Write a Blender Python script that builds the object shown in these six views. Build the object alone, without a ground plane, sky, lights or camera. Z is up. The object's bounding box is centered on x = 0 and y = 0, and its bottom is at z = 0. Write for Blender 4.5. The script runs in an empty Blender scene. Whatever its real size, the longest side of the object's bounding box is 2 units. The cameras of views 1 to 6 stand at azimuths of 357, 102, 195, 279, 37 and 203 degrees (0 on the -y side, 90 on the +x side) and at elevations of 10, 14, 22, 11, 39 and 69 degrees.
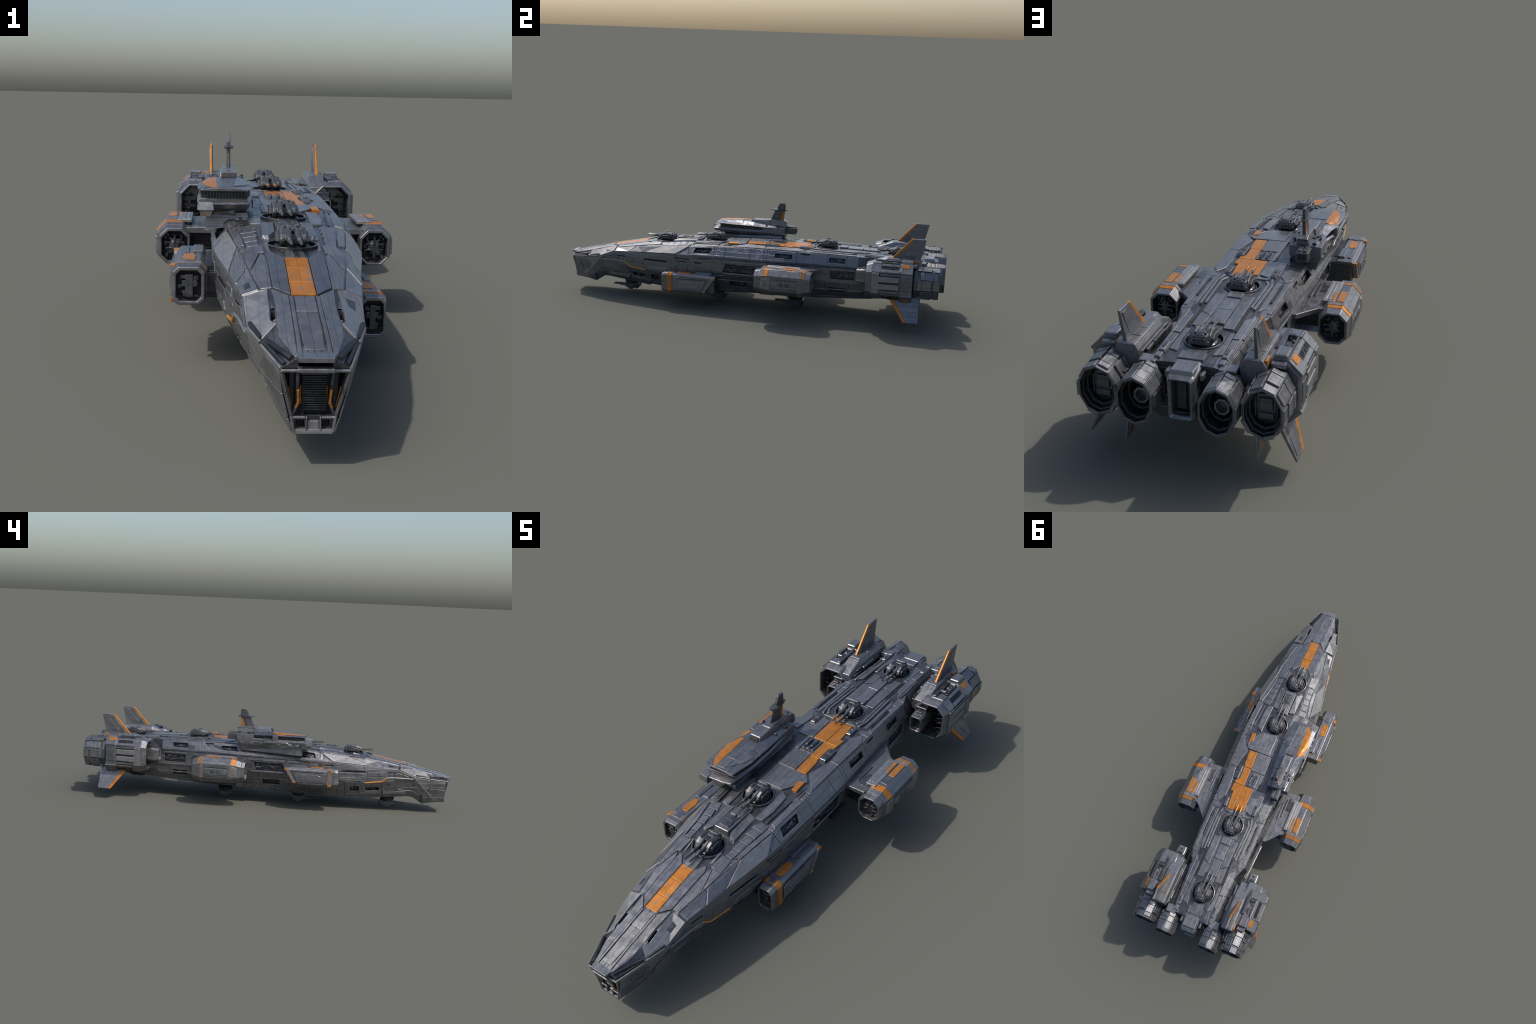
"""Armoured cruiser starship, bow towards -y, built from lofted sections, plates and greebles."""
import bpy, bmesh, math, random
from mathutils import Vector, Matrix
from mathutils.bvhtree import BVHTree

# ------------------------------------------------------------------ materials
def make_mat(name, col, rough=.38, metal=.76, var=.05, panel=.10, bump=.05, edge=.0013, tint=None, chip=0., seam=.42, wear=.8, wearcol=(.46, .455, .45)):
    """painted / bare steel: sheet tones, fine seams, scuffs, bright rubbed edges"""
    m = bpy.data.materials.new(name); m.use_nodes = True
    nt = m.node_tree; nt.nodes.clear(); N = nt.nodes.new; L = nt.links.new
    out = N('ShaderNodeOutputMaterial'); b = N('ShaderNodeBsdfPrincipled'); L(b.outputs[0], out.inputs[0])
    tc = N('ShaderNodeTexCoord'); geo = N('ShaderNodeNewGeometry')
    def math_(op, a, c=None, d=None):
        k = N('ShaderNodeMath'); k.operation = op
        for i, q in enumerate((a, c, d)):
            if q is None: continue
            if isinstance(q, (int, float)): k.inputs[i].default_value = q
            else: L(q, k.inputs[i])
        return k.outputs[0]
    def rng(sock, lo, hi, a=0., c=1.):
        r = N('ShaderNodeMapRange'); r.inputs[1].default_value = a; r.inputs[2].default_value = c
        r.inputs[3].default_value = lo; r.inputs[4].default_value = hi; L(sock, r.inputs[0]); return r.outputs[0]
    def noise(scale, detail, stretch=(1, 1, 1)):
        mp = N('ShaderNodeMapping'); mp.inputs['Scale'].default_value = stretch; L(tc.outputs['Object'], mp.inputs['Vector'])
        n = N('ShaderNodeTexNoise'); n.inputs['Scale'].default_value = scale; n.inputs['Detail'].default_value = detail
        L(mp.outputs[0], n.inputs['Vector']); return n.outputs['Fac']
    n1, n2, n3 = noise(24, 4), noise(190, 3, (1, .3, 1)), noise(75, 4, (1, .5, 1))
    # seams: bricks laid along the ship, seen from above or from the side
    sp = N('ShaderNodeSeparateXYZ'); L(tc.outputs['Object'], sp.inputs[0])
    sn = N('ShaderNodeSeparateXYZ'); L(geo.outputs['True Normal'], sn.inputs[0])
    flat = math_('GREATER_THAN', math_('ABSOLUTE', sn.outputs[2]), .62)
    across = N('ShaderNodeMix'); L(flat, across.inputs['Factor']); L(sp.outputs[2], across.inputs['A']); L(sp.outputs[0], across.inputs['B'])
    cv = N('ShaderNodeCombineXYZ'); L(sp.outputs[1], cv.inputs[0]); L(across.outputs['Result'], cv.inputs[1])
    def bricks(w, h, mortar, off):
        k = N('ShaderNodeTexBrick'); k.offset = off; k.offset_frequency = 2; k.squash = .6; k.squash_frequency = 3
        k.inputs['Scale'].default_value = 1; k.inputs['Mortar Size'].default_value = mortar; k.inputs['Mortar Smooth'].default_value = .2
        k.inputs['Brick Width'].default_value = w; k.inputs['Row Height'].default_value = h; k.inputs['Bias'].default_value = 0
        k.inputs['Color1'].default_value = (0, 0, 0, 1); k.inputs['Color2'].default_value = (1, 1, 1, 1); k.inputs['Mortar'].default_value = (.5, .5, .5, 1)
        L(cv.outputs[0], k.inputs['Vector']); return k
    b1, b2 = bricks(.073, .0215, .0006, .37), bricks(.029, .0093, .0004, .61)
    patch = math_('GREATER_THAN', n1, .57)                    # the small sheets only occur in places
    seam_m = math_('MAXIMUM', b1.outputs['Fac'], math_('MULTIPLY', b2.outputs['Fac'], math_('MULTIPLY', patch, .5)))
    f = math_('MULTIPLY', rng(n1, 1 - var * .5, 1 + var * .5, .32, .68), rng(n2, 1 - var * .5, 1 + var * .5, .3, .7))
    f = math_('MULTIPLY', f, rng(n3, 1 - var, 1 + var, .33, .67))
    f = math_('MULTIPLY', f, rng(b1.outputs['Color'], 1 - panel, 1 + panel))
    f = math_('MULTIPLY', f, math_('SUBTRACT', 1, math_('MULTIPLY', seam_m, seam)))
    mix = N('ShaderNodeMix'); mix.data_type = 'RGBA'
    t = tint or (col[0] * .95, col[1] * .985, col[2] * 1.07)
    mix.inputs['A'].default_value = (*col, 1); mix.inputs['B'].default_value = (*t, 1)
    L(rng(n1, 0, 1, .3, .7), mix.inputs['Factor'])
    sc = N('ShaderNodeVectorMath'); sc.operation = 'SCALE'; L(mix.outputs['Result'], sc.inputs[0]); L(f, sc.inputs['Scale'])
    # rubbed edges
    bev = N('ShaderNodeBevel'); bev.samples = 4; bev.inputs['Radius'].default_value = edge
    dot = N('ShaderNodeVectorMath'); dot.operation = 'DOT_PRODUCT'; L(bev.outputs[0], dot.inputs[0]); L(geo.outputs['Normal'], dot.inputs[1])
    rub = math_('MULTIPLY', rng(dot.outputs['Value'], wear, 0, .86, .985), rng(n3, .25, 1, .38, .56))
    mx = N('ShaderNodeMix'); mx.data_type = 'RGBA'; L(rub, mx.inputs['Factor']); L(sc.outputs[0], mx.inputs['A']); mx.inputs['B'].default_value = (*wearcol, 1)
    final = mx.outputs['Result']
    if chip:
        cm = N('ShaderNodeMix'); cm.data_type = 'RGBA'; L(rng(noise(95, 5, (1, .6, 1)), 0, 1, chip, chip + .02), cm.inputs['Factor'])
        L(final, cm.inputs['A']); cm.inputs['B'].default_value = (.20, .19, .185, 1); final = cm.outputs['Result']
    L(final, b.inputs['Base Color'])
    b.inputs['Metallic'].default_value = metal
    L(rng(n3, rough - .10, rough + .12, .3, .7), b.inputs['Roughness'])
    bp = N('ShaderNodeBump'); bp.inputs['Strength'].default_value = bump; bp.inputs['Distance'].default_value = .0016
    L(n3, bp.inputs['Height']); L(bev.outputs[0], bp.inputs['Normal'])
    bp2 = N('ShaderNodeBump'); bp2.inputs['Strength'].default_value = .55; bp2.inputs['Distance'].default_value = .0007; bp2.invert = True
    L(seam_m, bp2.inputs['Height']); L(bp.outputs[0], bp2.inputs['Normal'])
    L(bp2.outputs[0], b.inputs['Normal'])
    return m

M = {
 'hull':   make_mat('hull_steel', (.192, .191, .194)),
 'plate':  make_mat('plate_steel', (.220, .218, .219), rough=.33),
 'pale':   make_mat('pale_armour_steel', (.280, .272, .266), rough=.43, panel=.05, seam=.25),
 'blue':   make_mat('blued_steel', (.160, .163, .175), rough=.34),
 'dark':   make_mat('machinery_dark', (.046, .047, .052), rough=.38, var=.15, panel=.3, wear=.45, wearcol=(.17, .17, .175)),
 'mech':   make_mat('machinery_steel', (.10, .101, .105), rough=.34, var=.12, panel=.25, wearcol=(.28, .28, .285)),
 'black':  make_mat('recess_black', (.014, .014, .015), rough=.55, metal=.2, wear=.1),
 'gun':    make_mat('gun_steel', (.118, .118, .121), rough=.42, var=.06, wearcol=(.33, .33, .33)),
 'orange': make_mat('orange_paint', (.49, .185, .028), rough=.38, metal=.45, var=.06, panel=.05, bump=.2, tint=(.43, .155, .024), chip=.64, seam=.3, wear=.55, wearcol=(.62, .30, .08)),
 'yellow': make_mat('amber_trim', (.60, .33, .05), rough=.35, metal=.3, tint=(.52, .18, .03), wear=.3),
 'tan':    make_mat('bare_primer', (.20, .160, .138), rough=.4, metal=.35),
 'glass':  make_mat('window_glass', (.020, .022, .026), rough=.14, metal=.1, bump=.05, wear=.1),
}

# ------------------------------------------------------------------ scene tree
def link(o):
    bpy.context.scene.collection.objects.link(o); return o
ROOT = link(bpy.data.objects.new('starship', None))
ROOT['label'] = 'long grey armoured starship with orange stripes, gun turrets and engine pods'
ROOT['category'] = 'spaceship'

def obj_from(bm, name, mat, parent=None, kind=None):
    bmesh.ops.remove_doubles(bm, verts=bm.verts, dist=1e-6)
    me = bpy.data.meshes.new(name)
    bm.to_mesh(me); bm.free()
    for mm in (mat if isinstance(mat, (list, tuple)) else [mat]):
        me.materials.append(M[mm])
    o = link(bpy.data.objects.new(name, me)); o.parent = parent or ROOT
    if kind: o['kind'] = kind
    return o

def flip(bm):
    """mirror a finished bmesh across x = 0"""
    bmesh.ops.transform(bm, matrix=Matrix.Scale(-1, 4, Vector((1, 0, 0))), verts=bm.verts)
    bmesh.ops.reverse_faces(bm, faces=bm.faces)

def chamfer(bm, w, ang=28):
    if w <= 0: return
    es = [e for e in bm.edges if len(e.link_faces) == 2 and e.calc_face_angle(0) > math.radians(ang)]
    if es: bmesh.ops.bevel(bm, geom=es, offset=w, segments=1, affect='EDGES', clamp_overlap=True)

# ------------------------------------------------------------------ primitive builders (return a bmesh)
def bm_merge(dst, src):
    me = bpy.data.meshes.new('tmp'); src.to_mesh(me); src.free(); dst.from_mesh(me); bpy.data.meshes.remove(me)

def loft(rings, cap0=True, cap1=True, closed=True):
    bm = bmesh.new()
    vr = [[bm.verts.new(p) for p in r] for r in rings]
    n = len(rings[0])
    for a, b in zip(vr, vr[1:]):
        for i in range(n if closed else n - 1):
            bm.faces.new((a[i], a[(i + 1) % n], b[(i + 1) % n], b[i]))
    if cap0: bm.faces.new(vr[0][::-1])
    if cap1: bm.faces.new(vr[-1])
    bmesh.ops.recalc_face_normals(bm, faces=bm.faces)
    return bm

def box(x0, x1, y0, y1, z0, z1, w=.0012, top=0., front=0., rear=0.):
    """block; top narrows x at the upper face, front / rear slope the ends"""
    r0 = [(x0, y0, z0), (x1, y0, z0), (x1, y1, z0), (x0, y1, z0)]
    r1 = [(x0 + top, y0 + front, z1), (x1 - top, y0 + front, z1), (x1 - top, y1 - rear, z1), (x0 + top, y1 - rear, z1)]
    bm = loft([r0, r1]); chamfer(bm, w); return bm

def oct_ring(y, cx, cz, hw, hh, ch=.35, chb=None):
    """chamfered rectangle in the xz plane; ch / chb = corner cut (fraction of the half size), top and bottom"""
    c = min(hw, hh) * ch; d = min(hw, hh) * (chb if chb is not None else ch)
    pts = [(-hw + d, -hh), (hw - d, -hh), (hw, -hh + d), (hw, hh - c), (hw - c, hh), (-hw + c, hh), (-hw, hh - c), (-hw, -hh + d)]
    return [(cx + a, y, cz + b) for a, b in pts]

def oval_ring(y, cx, cz, hw, hh, n=12, rot=.5):
    return [(cx + hw * math.cos(2 * math.pi * (i + rot) / n), y, cz + hh * math.sin(2 * math.pi * (i + rot) / n)) for i in range(n)]

def prism(poly, axis, a, b, w=.0012):
    """extrude a 2-D outline along x, y or z from a to b"""
    def P(p, t): return (t, p[0], p[1]) if axis == 'x' else (p[0], t, p[1]) if axis == 'y' else (p[0], p[1], t)
    bm = loft([[P(p, a) for p in poly], [P(p, b) for p in poly]]); chamfer(bm, w); return bm

def rod(p, q, r0, r1=None, n=8):
    p, q = Vector(p), Vector(q); r1 = r0 if r1 is None else r1
    d = (q - p).normalized(); u = d.orthogonal().normalized(); v = d.cross(u)
    ring = lambda c, r: [c + r * (math.cos(2 * math.pi * i / n) * u + math.sin(2 * math.pi * i / n) * v) for i in range(n)]
    return loft([ring(p, r0), ring(q, r1)])

def tube(rings_out, rings_in):
    """open shell: outer skin joined at both ends to an inner skin"""
    return loft(rings_out + rings_in[::-1] + [rings_out[0]], cap0=False, cap1=False)

class Bag:
    """collects pieces that end up in one mesh object"""
    def __init__(s): s.bm = bmesh.new()
    def add(s, *bms):
        for b in bms: bm_merge(s.bm, b)
        return s
    def done(s, name, mat, parent=None, kind=None, both=False):
        if both:
            c = s.bm.copy(); flip(c); o2 = obj_from(c, name, mat, parent, kind)
            return obj_from(s.bm, name, mat, parent, kind), o2
        return obj_from(s.bm, name, mat, parent, kind)

def one(bm, name, mat, parent=None, kind=None, both=False):
    return Bag().add(bm).done(name, mat, parent, kind, both)

# ------------------------------------------------------------------ hull loft
# half sections: y, centre deck z, deck edge, chine, chine underside, band bottom, lower knuckle, keel edge, keel z
SEC = [
 (-.985, .200, (.033, .197), (.058, .180), (.057, .170), (.052, .135), (.042, .091), (.035, .066), .064),
 (-.888, .223, (.056, .217), (.084, .193), (.083, .182), (.078, .140), (.060, .090), (.043, .056), .054),
 (-.858, .229, (.061, .222), (.093, .197), (.092, .187), (.086, .145), (.066, .092), (.043, .048), .047),
 (-.800, .243, (.070, .236), (.111, .205), (.110, .198), (.106, .188), (.083, .125), (.058, .086), .086),
 (-.720, .259, (.082, .252), (.116, .240), (.117, .222), (.114, .186), (.096, .130), (.069, .091), .090),
 (-.640, .276, (.095, .267), (.128, .246), (.131, .222), (.129, .172), (.105, .122), (.078, .084), .082),
 (-.540, .294, (.109, .284), (.141, .252), (.145, .222), (.141, .165), (.118, .115), (.086, .074), .072),
 (-.450, .302, (.118, .290), (.156, .259), (.157, .224), (.154, .163), (.130, .112), (.098, .068), .065),
 (-.366, .311, (.130, .299), (.169, .264), (.168, .232), (.164, .170), (.135, .115), (.098, .066), .062),
 (-.300, .316, (.139, .306), (.175, .267), (.173, .240), (.170, .178), (.139, .118), (.103, .067), .063),
 (-.160, .325, (.144, .318), (.179, .269), (.176, .258), (.173, .192), (.141, .130), (.107, .070), .068),
 ( .000, .330, (.142, .324), (.180, .269), (.176, .261), (.173, .194), (.141, .134), (.109, .078), .077),
 ( .090, .331, (.141, .325), (.178, .269), (.175, .262), (.172, .194), (.141, .138), (.111, .082), .081),
 ( .360, .331, (.141, .325), (.165, .272), (.160, .263), (.159, .190), (.146, .140), (.118, .090), .086),
 ( .575, .328, (.138, .322), (.151, .268), (.147, .260), (.147, .190), (.136, .145), (.110, .100), .096),
 ( .640, .326, (.114, .318), (.140, .270), (.140, .260), (.140, .196), (.130, .150), (.104, .104), .100),
 ( .895, .316, (.104, .312), (.130, .272), (.130, .262), (.130, .205), (.116, .175), (.090, .144), .141),
]
def hull_ring(s):
    y, zt, de, ch, cu, mb, lk, kb, zb = s
    half = [(de[0] * .55, zt - .15 * (zt - de[1]))] + [de, ch, cu, mb, lk, kb]
    pts = [(0, zt)] + half + [(0, zb)] + [(-x, z) for x, z in half[::-1]]
    yo = lambda z: y + (.2 - z) * .2 if y < -.98 else y
    return [(x, yo(z), z) for x, z in pts]
hull_bm = loft([hull_ring(s) for s in SEC])
bvh = BVHTree.FromBMesh(hull_bm)

def sec(y, k):
    for a, b in zip(SEC, SEC[1:]):
        if a[0] <= y <= b[0]:
            t = (y - a[0]) / (b[0] - a[0])
            if k in (1, 8): return a[k] + t * (b[k] - a[k])
            return Vector((a[k][0] + t * (b[k][0] - a[k][0]), a[k][1] + t * (b[k][1] - a[k][1])))
    s = SEC[0] if y < 0 else SEC[-1]
    return s[k] if k in (1, 8) else Vector(s[k])

def hit_deck(x, y):
    p, n, _, _ = bvh.ray_cast(Vector((x, y, 1)), Vector((0, 0, -1)))
    if p is None:
        p, n, _, _ = bvh.find_nearest(Vector((x, y, .3)))
    return p, n
def hit_side(y, z):
    p, n, _, _ = bvh.ray_cast(Vector((1, y, z)), Vector((-1, 0, 0)))
    if p is None:
        p, n, _, _ = bvh.find_nearest(Vector((.2, y, z)))
    return p, n

def panel(poly, where='deck', t=.003, sink=.003, w=.0008, grid=.06, inset=0., taper=0.):
    """armour sheet lying on the hull: outline in (x, y) for the deck or (y, z) for the +x side"""
    hit = hit_deck if where == 'deck' else hit_side
    bm = bmesh.new()
    vs = [bm.verts.new((p[0], p[1], 0)) for p in poly]; bm.faces.new(vs)
    cuts = []
    ax = 1 if where == 'deck' else 0
    lo, hi = min(p[ax] for p in poly), max(p[ax] for p in poly)
    cuts = [s[0] for s in SEC if lo + .004 < s[0] < hi - .004]
    for c in cuts:
        co = (0, c, 0) if ax else (c, 0, 0); no = (0, 1, 0) if ax else (1, 0, 0)
        bmesh.ops.bisect_plane(bm, geom=bm.verts[:] + bm.edges[:] + bm.faces[:], plane_co=co, plane_no=no, dist=1e-5)
    top, bot = {}, {}
    new = bmesh.new()
    cen = sum((v.co for v in bm.verts), Vector()) / len(bm.verts)
    for v in bm.verts:
        q = v.co
        p, n = hit(q.x, q.y)
        if where == 'deck': n = (n + Vector((0, 0, 2))).normalized()
        top[v] = new.verts.new(p + n * t); bot[v] = new.verts.new(p - n * sink)
    for f in bm.faces:
        new.faces.new([top[v] for v in f.verts]); new.faces.new([bot[v] for v in f.verts][::-1])
    for e in bm.edges:
        if len(e.link_faces) == 1:
            a, b = e.verts; new.faces.new((top[a], top[b], bot[b], bot[a]))
    bm.free()
    bmesh.ops.recalc_face_normals(new, faces=new.faces)
    chamfer(new, w, 40)
    return new

# ------------------------------------------------------------------ recesses cut into the hull
cut = bmesh.new()
liners = []          # (centre, ux, uy, n, w, h, depth)
def frame_at(p, n, along=Vector((0, 1, 0))):
    u = (along - along.dot(n) * n).normalized(); v = n.cross(u); return u, v
def recess(p, n, w, h, depth, skew=0.):
    u, v = frame_at(p, n)
    if v.z < 0: v = -v
    P = lambda a, b, c: p + u * (a + skew * b) + v * b + n * c
    r = lambda c: [P(-w / 2, -h / 2, c), P(w / 2, -h / 2, c), P(w / 2, h / 2, c), P(-w / 2, h / 2, c)]
    bm_merge(cut, loft([r(-depth), r(.02)]))
    liners.append((p.copy(), u, v, n.copy(), w, h, depth, skew))
def side_recess(y, z, w, h, depth, skew=0.):
    p, n = hit_side(y, z); recess(p, n, w, h, depth, skew)
    recess(Vector((-p.x, p.y, p.z)), Vector((-n.x, n.y, n.z)), w, h, depth, skew)

WINDOWS_UP = [(-.228, .292, .090, .032, .012, .35), (.195, .298, .088, .024, .012, 0), (.466, .297, .080, .024, .012, 0)]
VENTS = [(.305, .315, .048, .008, .004, 0)]
LOW = [(-.040, .130, .092, .036, .012, 0), (.470, .146, .082, .028, .012, 0), (-.492, .122, .048, .032, .012, 0), (-.585, .122, .072, .032, .014, 0)]
MID = [(-.030, .216, .160, .046, .010, .35), (.497, .226, .120, .044, .008, 0), (.255, .222, .11, .04, .006, 0)]
SLIT = [(-.482, .219, .130, .010, .006, 0), (-.685, .220, .050, .006, .004, 0), (-.335, .246, .080, .006, .004, 0), (-.335, .230, .05, .005, .004, 0), (-.248, .231, .038, .007, .004, 0)]
for r in WINDOWS_UP + VENTS + LOW + MID + SLIT: side_recess(*r)
# turret wells in the deck
TUR = [(-.468, .301), (-.195, .325), (.397, .332), (.760, .321)]
def ngon(cx, cy, r, n, rot=0.): return [(cx + r * math.cos(2 * math.pi * (i + rot) / n), cy + r * math.sin(2 * math.pi * (i + rot) / n)) for i in range(n)]
for ty, tz in TUR:
    bm_merge(cut, loft([[(x, y, tz - .016) for x, y in ngon(0, ty, .055, 20)], [(x, y, tz + .05) for x, y in ngon(0, ty, .055, 20)]]))
# bow: slots in the hood and the forward intake mouth
for s in (1, -1):
    bm_merge(cut, box(s * .062 - .004, s * .062 + .004, -.843, -.800, .205, .26, 0))
bm_merge(cut, loft([[(-.0545, -1.02, .174), (.0545, -1.02, .174), (.0365, -1.02, .093), (-.0365, -1.02, .093)],
                    [(-.049, -.945, .174), (.049, -.945, .174), (.034, -.935, .093), (-.034, -.935, .093)]]))
bm_merge(cut, loft([[(-.030, -1.02, .192), (.030, -1.02, .192), (.030, -1.02, .184), (-.030, -1.02, .184)],
                    [(-.028, -.965, .192), (.028, -.965, .192), (.028, -.965, .184), (-.028, -.965, .184)]]))
for s in (1, -1):
    bm_merge(cut, box(min(s * .014, s * .029), max(s * .014, s * .029), -1.0, -.945, .070, .088, 0))
bmesh.ops.recalc_face_normals(cut, faces=cut.faces)
me = bpy.data.meshes.new('cutter'); cut.to_mesh(me); cut.free()
CUT = link(bpy.data.objects.new('cutter', me)); CUT.hide_render = True

HULL = obj_from(hull_bm, 'hull', 'mech')  # body coloured darker than the sheets, so the gaps between them read as dark lines
to_cut = [HULL]

# ------------------------------------------------------------------ hull plating: tiled sheets between two section lines
rnd = random.Random(7)
def strip_pt(y, k0, k1, t):
    a = Vector((0, sec(y, 1))) if k0 == 1 else sec(y, k0)
    b = sec(y, k1); q = a.lerp(b, t); return Vector((q.x, y, q.y))
def tile(k0, k1, y0, y1, t0, t1, h, gap=.0011):
    ys = [y0 + gap] + [s[0] for s in SEC if y0 + .006 < s[0] < y1 - .006] + [y1 - gap]
    width = (strip_pt((y0 + y1) / 2, k0, k1, 1) - strip_pt((y0 + y1) / 2, k0, k1, 0)).length
    g = gap / max(width, .01); t0, t1 = t0 + g, t1 - g
    rt, rb = [], []
    for y in ys:
        A, B = strip_pt(y, k0, k1, t0), strip_pt(y, k0, k1, t1)
        d = (B - A).normalized(); n = Vector((-d.z, 0, d.x)) * -1
        n = Vector((-d.z, 0, d.x)); n = n if n.x + n.z * .6 > 0 or (n.x > 0) else -n
        if k0 >= 5: n = n if n.x > 0 else -n
        rt.append((A + n * h, B + n * h)); rb.append((A - n * .002, B - n * .002))
    rings = [[a[0], a[1], b[1], b[0]] for a, b in zip(rt, rb)]
    bm = loft(rings); chamfer(bm, .0007, 40); return bm
def plating(k0, k1, ylist, tl, hmin, hmax, prob=1):
    bag = Bag()
    for a, b in zip(ylist, ylist[1:]):
        ts = rnd.choice(tl)
        for t0, t1 in zip(ts, ts[1:]):
            if rnd.random() > prob: continue
            h = rnd.uniform(hmin, hmax)
            if rnd.random() < .35 and b - a > .06:
                m = a + (b - a) * rnd.uniform(.35, .65)
                bag.add(tile(k0, k1, a, m, t0, t1, h), tile(k0, k1, m, b, t0, t1, rnd.uniform(hmin, hmax)))
            else:
                bag.add(tile(k0, k1, a, b, t0, t1, h))
    return bag
side_plates = []
b = plating(1, 2, [-.978, -.90, -.81, -.755, -.66, -.575, -.49, -.405, -.30, -.19, -.125, -.018, .095, .18, .262, .33, .46, .50, .58, .622, .70, .80, .895], [(0, .38, .68, 1), (0, .3, .62, 1), (0, .45, 1)], .0008, .0016, 1)
side_plates += b.done('deck_plating', 'hull', HULL, 'stuff', True)
b = plating(2, 3, [-.72, -.64, -.56, -.46, -.37, -.303], [(0, 1), (0, .55, 1)], .0008, .0016, 1)
side_plates += b.done('upper_side_plating', 'hull', HULL, 'stuff', True)
b = plating(3, 4, [-.975, -.86, -.72, -.54, -.37, -.16, .05, .25, .45, .64, .89], [(0, 1)], .0004, .0008, 1)
side_plates += b.done('chine_plating', 'hull', HULL, 'stuff', True)
b = plating(4, 5, [-.975, -.888, -.80], [(0, 1)], .0008, .0012, 1)
side_plates += b.done('lower_side_plating', 'hull', HULL, 'stuff', True)
b = plating(5, 6, [-.975, -.888, -.80], [(0, 1)], .0008, .0012, 1)
side_plates += b.done('knuckle_plating', 'hull', HULL, 'stuff', True)
b = plating(6, 7, [-.975, -.888, -.858], [(0, 1)], .0008, .0012, 1)
side_plates += b.done('belly_plating', 'hull', HULL, 'stuff', True)
b = plating(2, 3, [-.300, -.165, -.11, .095, .11, .262, .35, .42, .515, .572], [(0.02, .97)], .0012, .0022, 1)
side_plates += b.done('upper_side_plating', 'hull', HULL, 'stuff', True)
b = plating(4, 5, [-.78, -.70, -.62, -.555, -.40, -.305, -.21, -.12, .07, .19, .33, .43, .565, .64, .76, .89], [(0, .5, 1), (0, .35, 1), (0, 1)], .0008, .0024)
side_plates += b.done('lower_side_plating', 'hull', HULL, 'stuff', True)
b = plating(5, 6, [-.80, -.70, -.635, -.53, -.44, -.36, -.25, -.10, .03, .16, .29, .41, .53, .64, .78, .89], [(0, 1), (0, .25, 1), (0, 1)], .0008, .0026)
side_plates += b.done('knuckle_plating', 'hull', HULL, 'stuff', True)
b = plating(6, 7, [-.84, -.80, -.72, -.54, -.44, -.34, -.22, -.06, .1, .22, .34, .48, .60, .75, .88], [(0, .5, 1), (0, 1), (0, .7, 1)], .0008, .003)
side_plates += b.done('belly_plating', 'hull', HULL, 'stuff', True)
b = plating(2, 3, [.645, .70, .78, .86, .89], [(0, 1)], .001, .002)
side_plates += b.done('stern_side_plating', 'hull', HULL, 'stuff', True)
to_cut += side_plates

# pale forward armour on the upper slope and the bow cheeks
def both_panel(name, poly, where, mat, t=.003, parent=None, cutme=False, **k):
    o = one(panel(poly, where, t, **k), name, mat, parent or HULL, None, True)
    if cutme: to_cut.extend(o)
    return o
def slope_poly(y0a, y0b, y1a, y1b, t0=.03, t1=.97):
    """outline on the deck-edge to chine slope as (y, z): a = upper edge, b = lower edge"""
    f = lambda y, t: (y, strip_pt(y, 2, 3, t).z)
    return [f(y0b, t1), f(y1b, t1), f(y1a, t0), f(y0a, t0)]
both_panel('armour_plate', slope_poly(-.452, -.556, -.306, -.372), 'side', 'pale', .005, cutme=True)
both_panel('slope_plate', slope_poly(-.600, -.640, -.462, -.562), 'side', 'hull', .003)
both_panel('slope_plate', slope_poly(-.716, -.716, -.606, -.646), 'side', 'plate', .0025)
# bow cheek side plates (warm grey, big facets)
ck = [(-.975, .176), (-.800, .202), (-.845, .150), (-.890, .102), (-.918, .066), (-.950, .072), (-.950, .092)]
both_panel('bow_cheek_plate', ck, 'side', 'pale', .0025)
# hood sheets on top of the bow
hood = [(.0305, -.982), (.034, -.982), (.056, -.905), (.0555, -.850), (.0555, -.795), (.060, -.725), (.030, -.760), (.0295, -.80)]
o = one(panel(hood, 'deck', .0035), 'hood_plate', 'plate', HULL, None, True); to_cut += o
both_panel('hood_rib', [(.0215, -.982), (.0285, -.982), (.0285, -.765), (.0215, -.765)], 'deck', 'hull', .0045)
one(panel([(-.0195, -.985), (.0195, -.985), (.0195, -.83), (-.0195, -.83)], 'deck', .0022), 'hood_strip', 'hull', HULL)
one(panel([(-.0195, -.826), (.0195, -.826), (.0195, -.765), (-.0195, -.765)], 'deck', .0030), 'hood_strip', 'plate', HULL)
cheek = [(.0585, -.865), (.083, -.880), (.108, -.808), (.114, -.728), (.085, -.728), (.0675, -.728), (.0675, -.845)]
o = one(panel(cheek, 'deck', .0055), 'hood_cheek', 'pale', HULL, None, True); to_cut += o
b = Bag()
for s in (1, -1):
    b.add(rod((s * .1035, -.815, .213), (s * .086, -.874, .202), .0045, n=6))
b.done('cheek_groove', 'dark', HULL)
b = Bag()
for s in (1, -1):
    b.add(rod((s * .079, -.892, .203), (s * .0405, -.978, .196), .0055, n=6), rod((s * .082, -.892, .199), (s * .052, -.982, .188), .004, n=6))
b.done('hood_edge_dark_rod', 'dark', HULL)  # dark rods laid along the hood edge, where the picture has a dark channel
b = Bag()
for s in (1, -1):
    b.add(rod((s * .106, -.82, .205), (s * .087, -.885, .197), .0035, n=6), rod((s * .086, -.892, .194), (s * .058, -.986, .182), .003, n=6))
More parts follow.
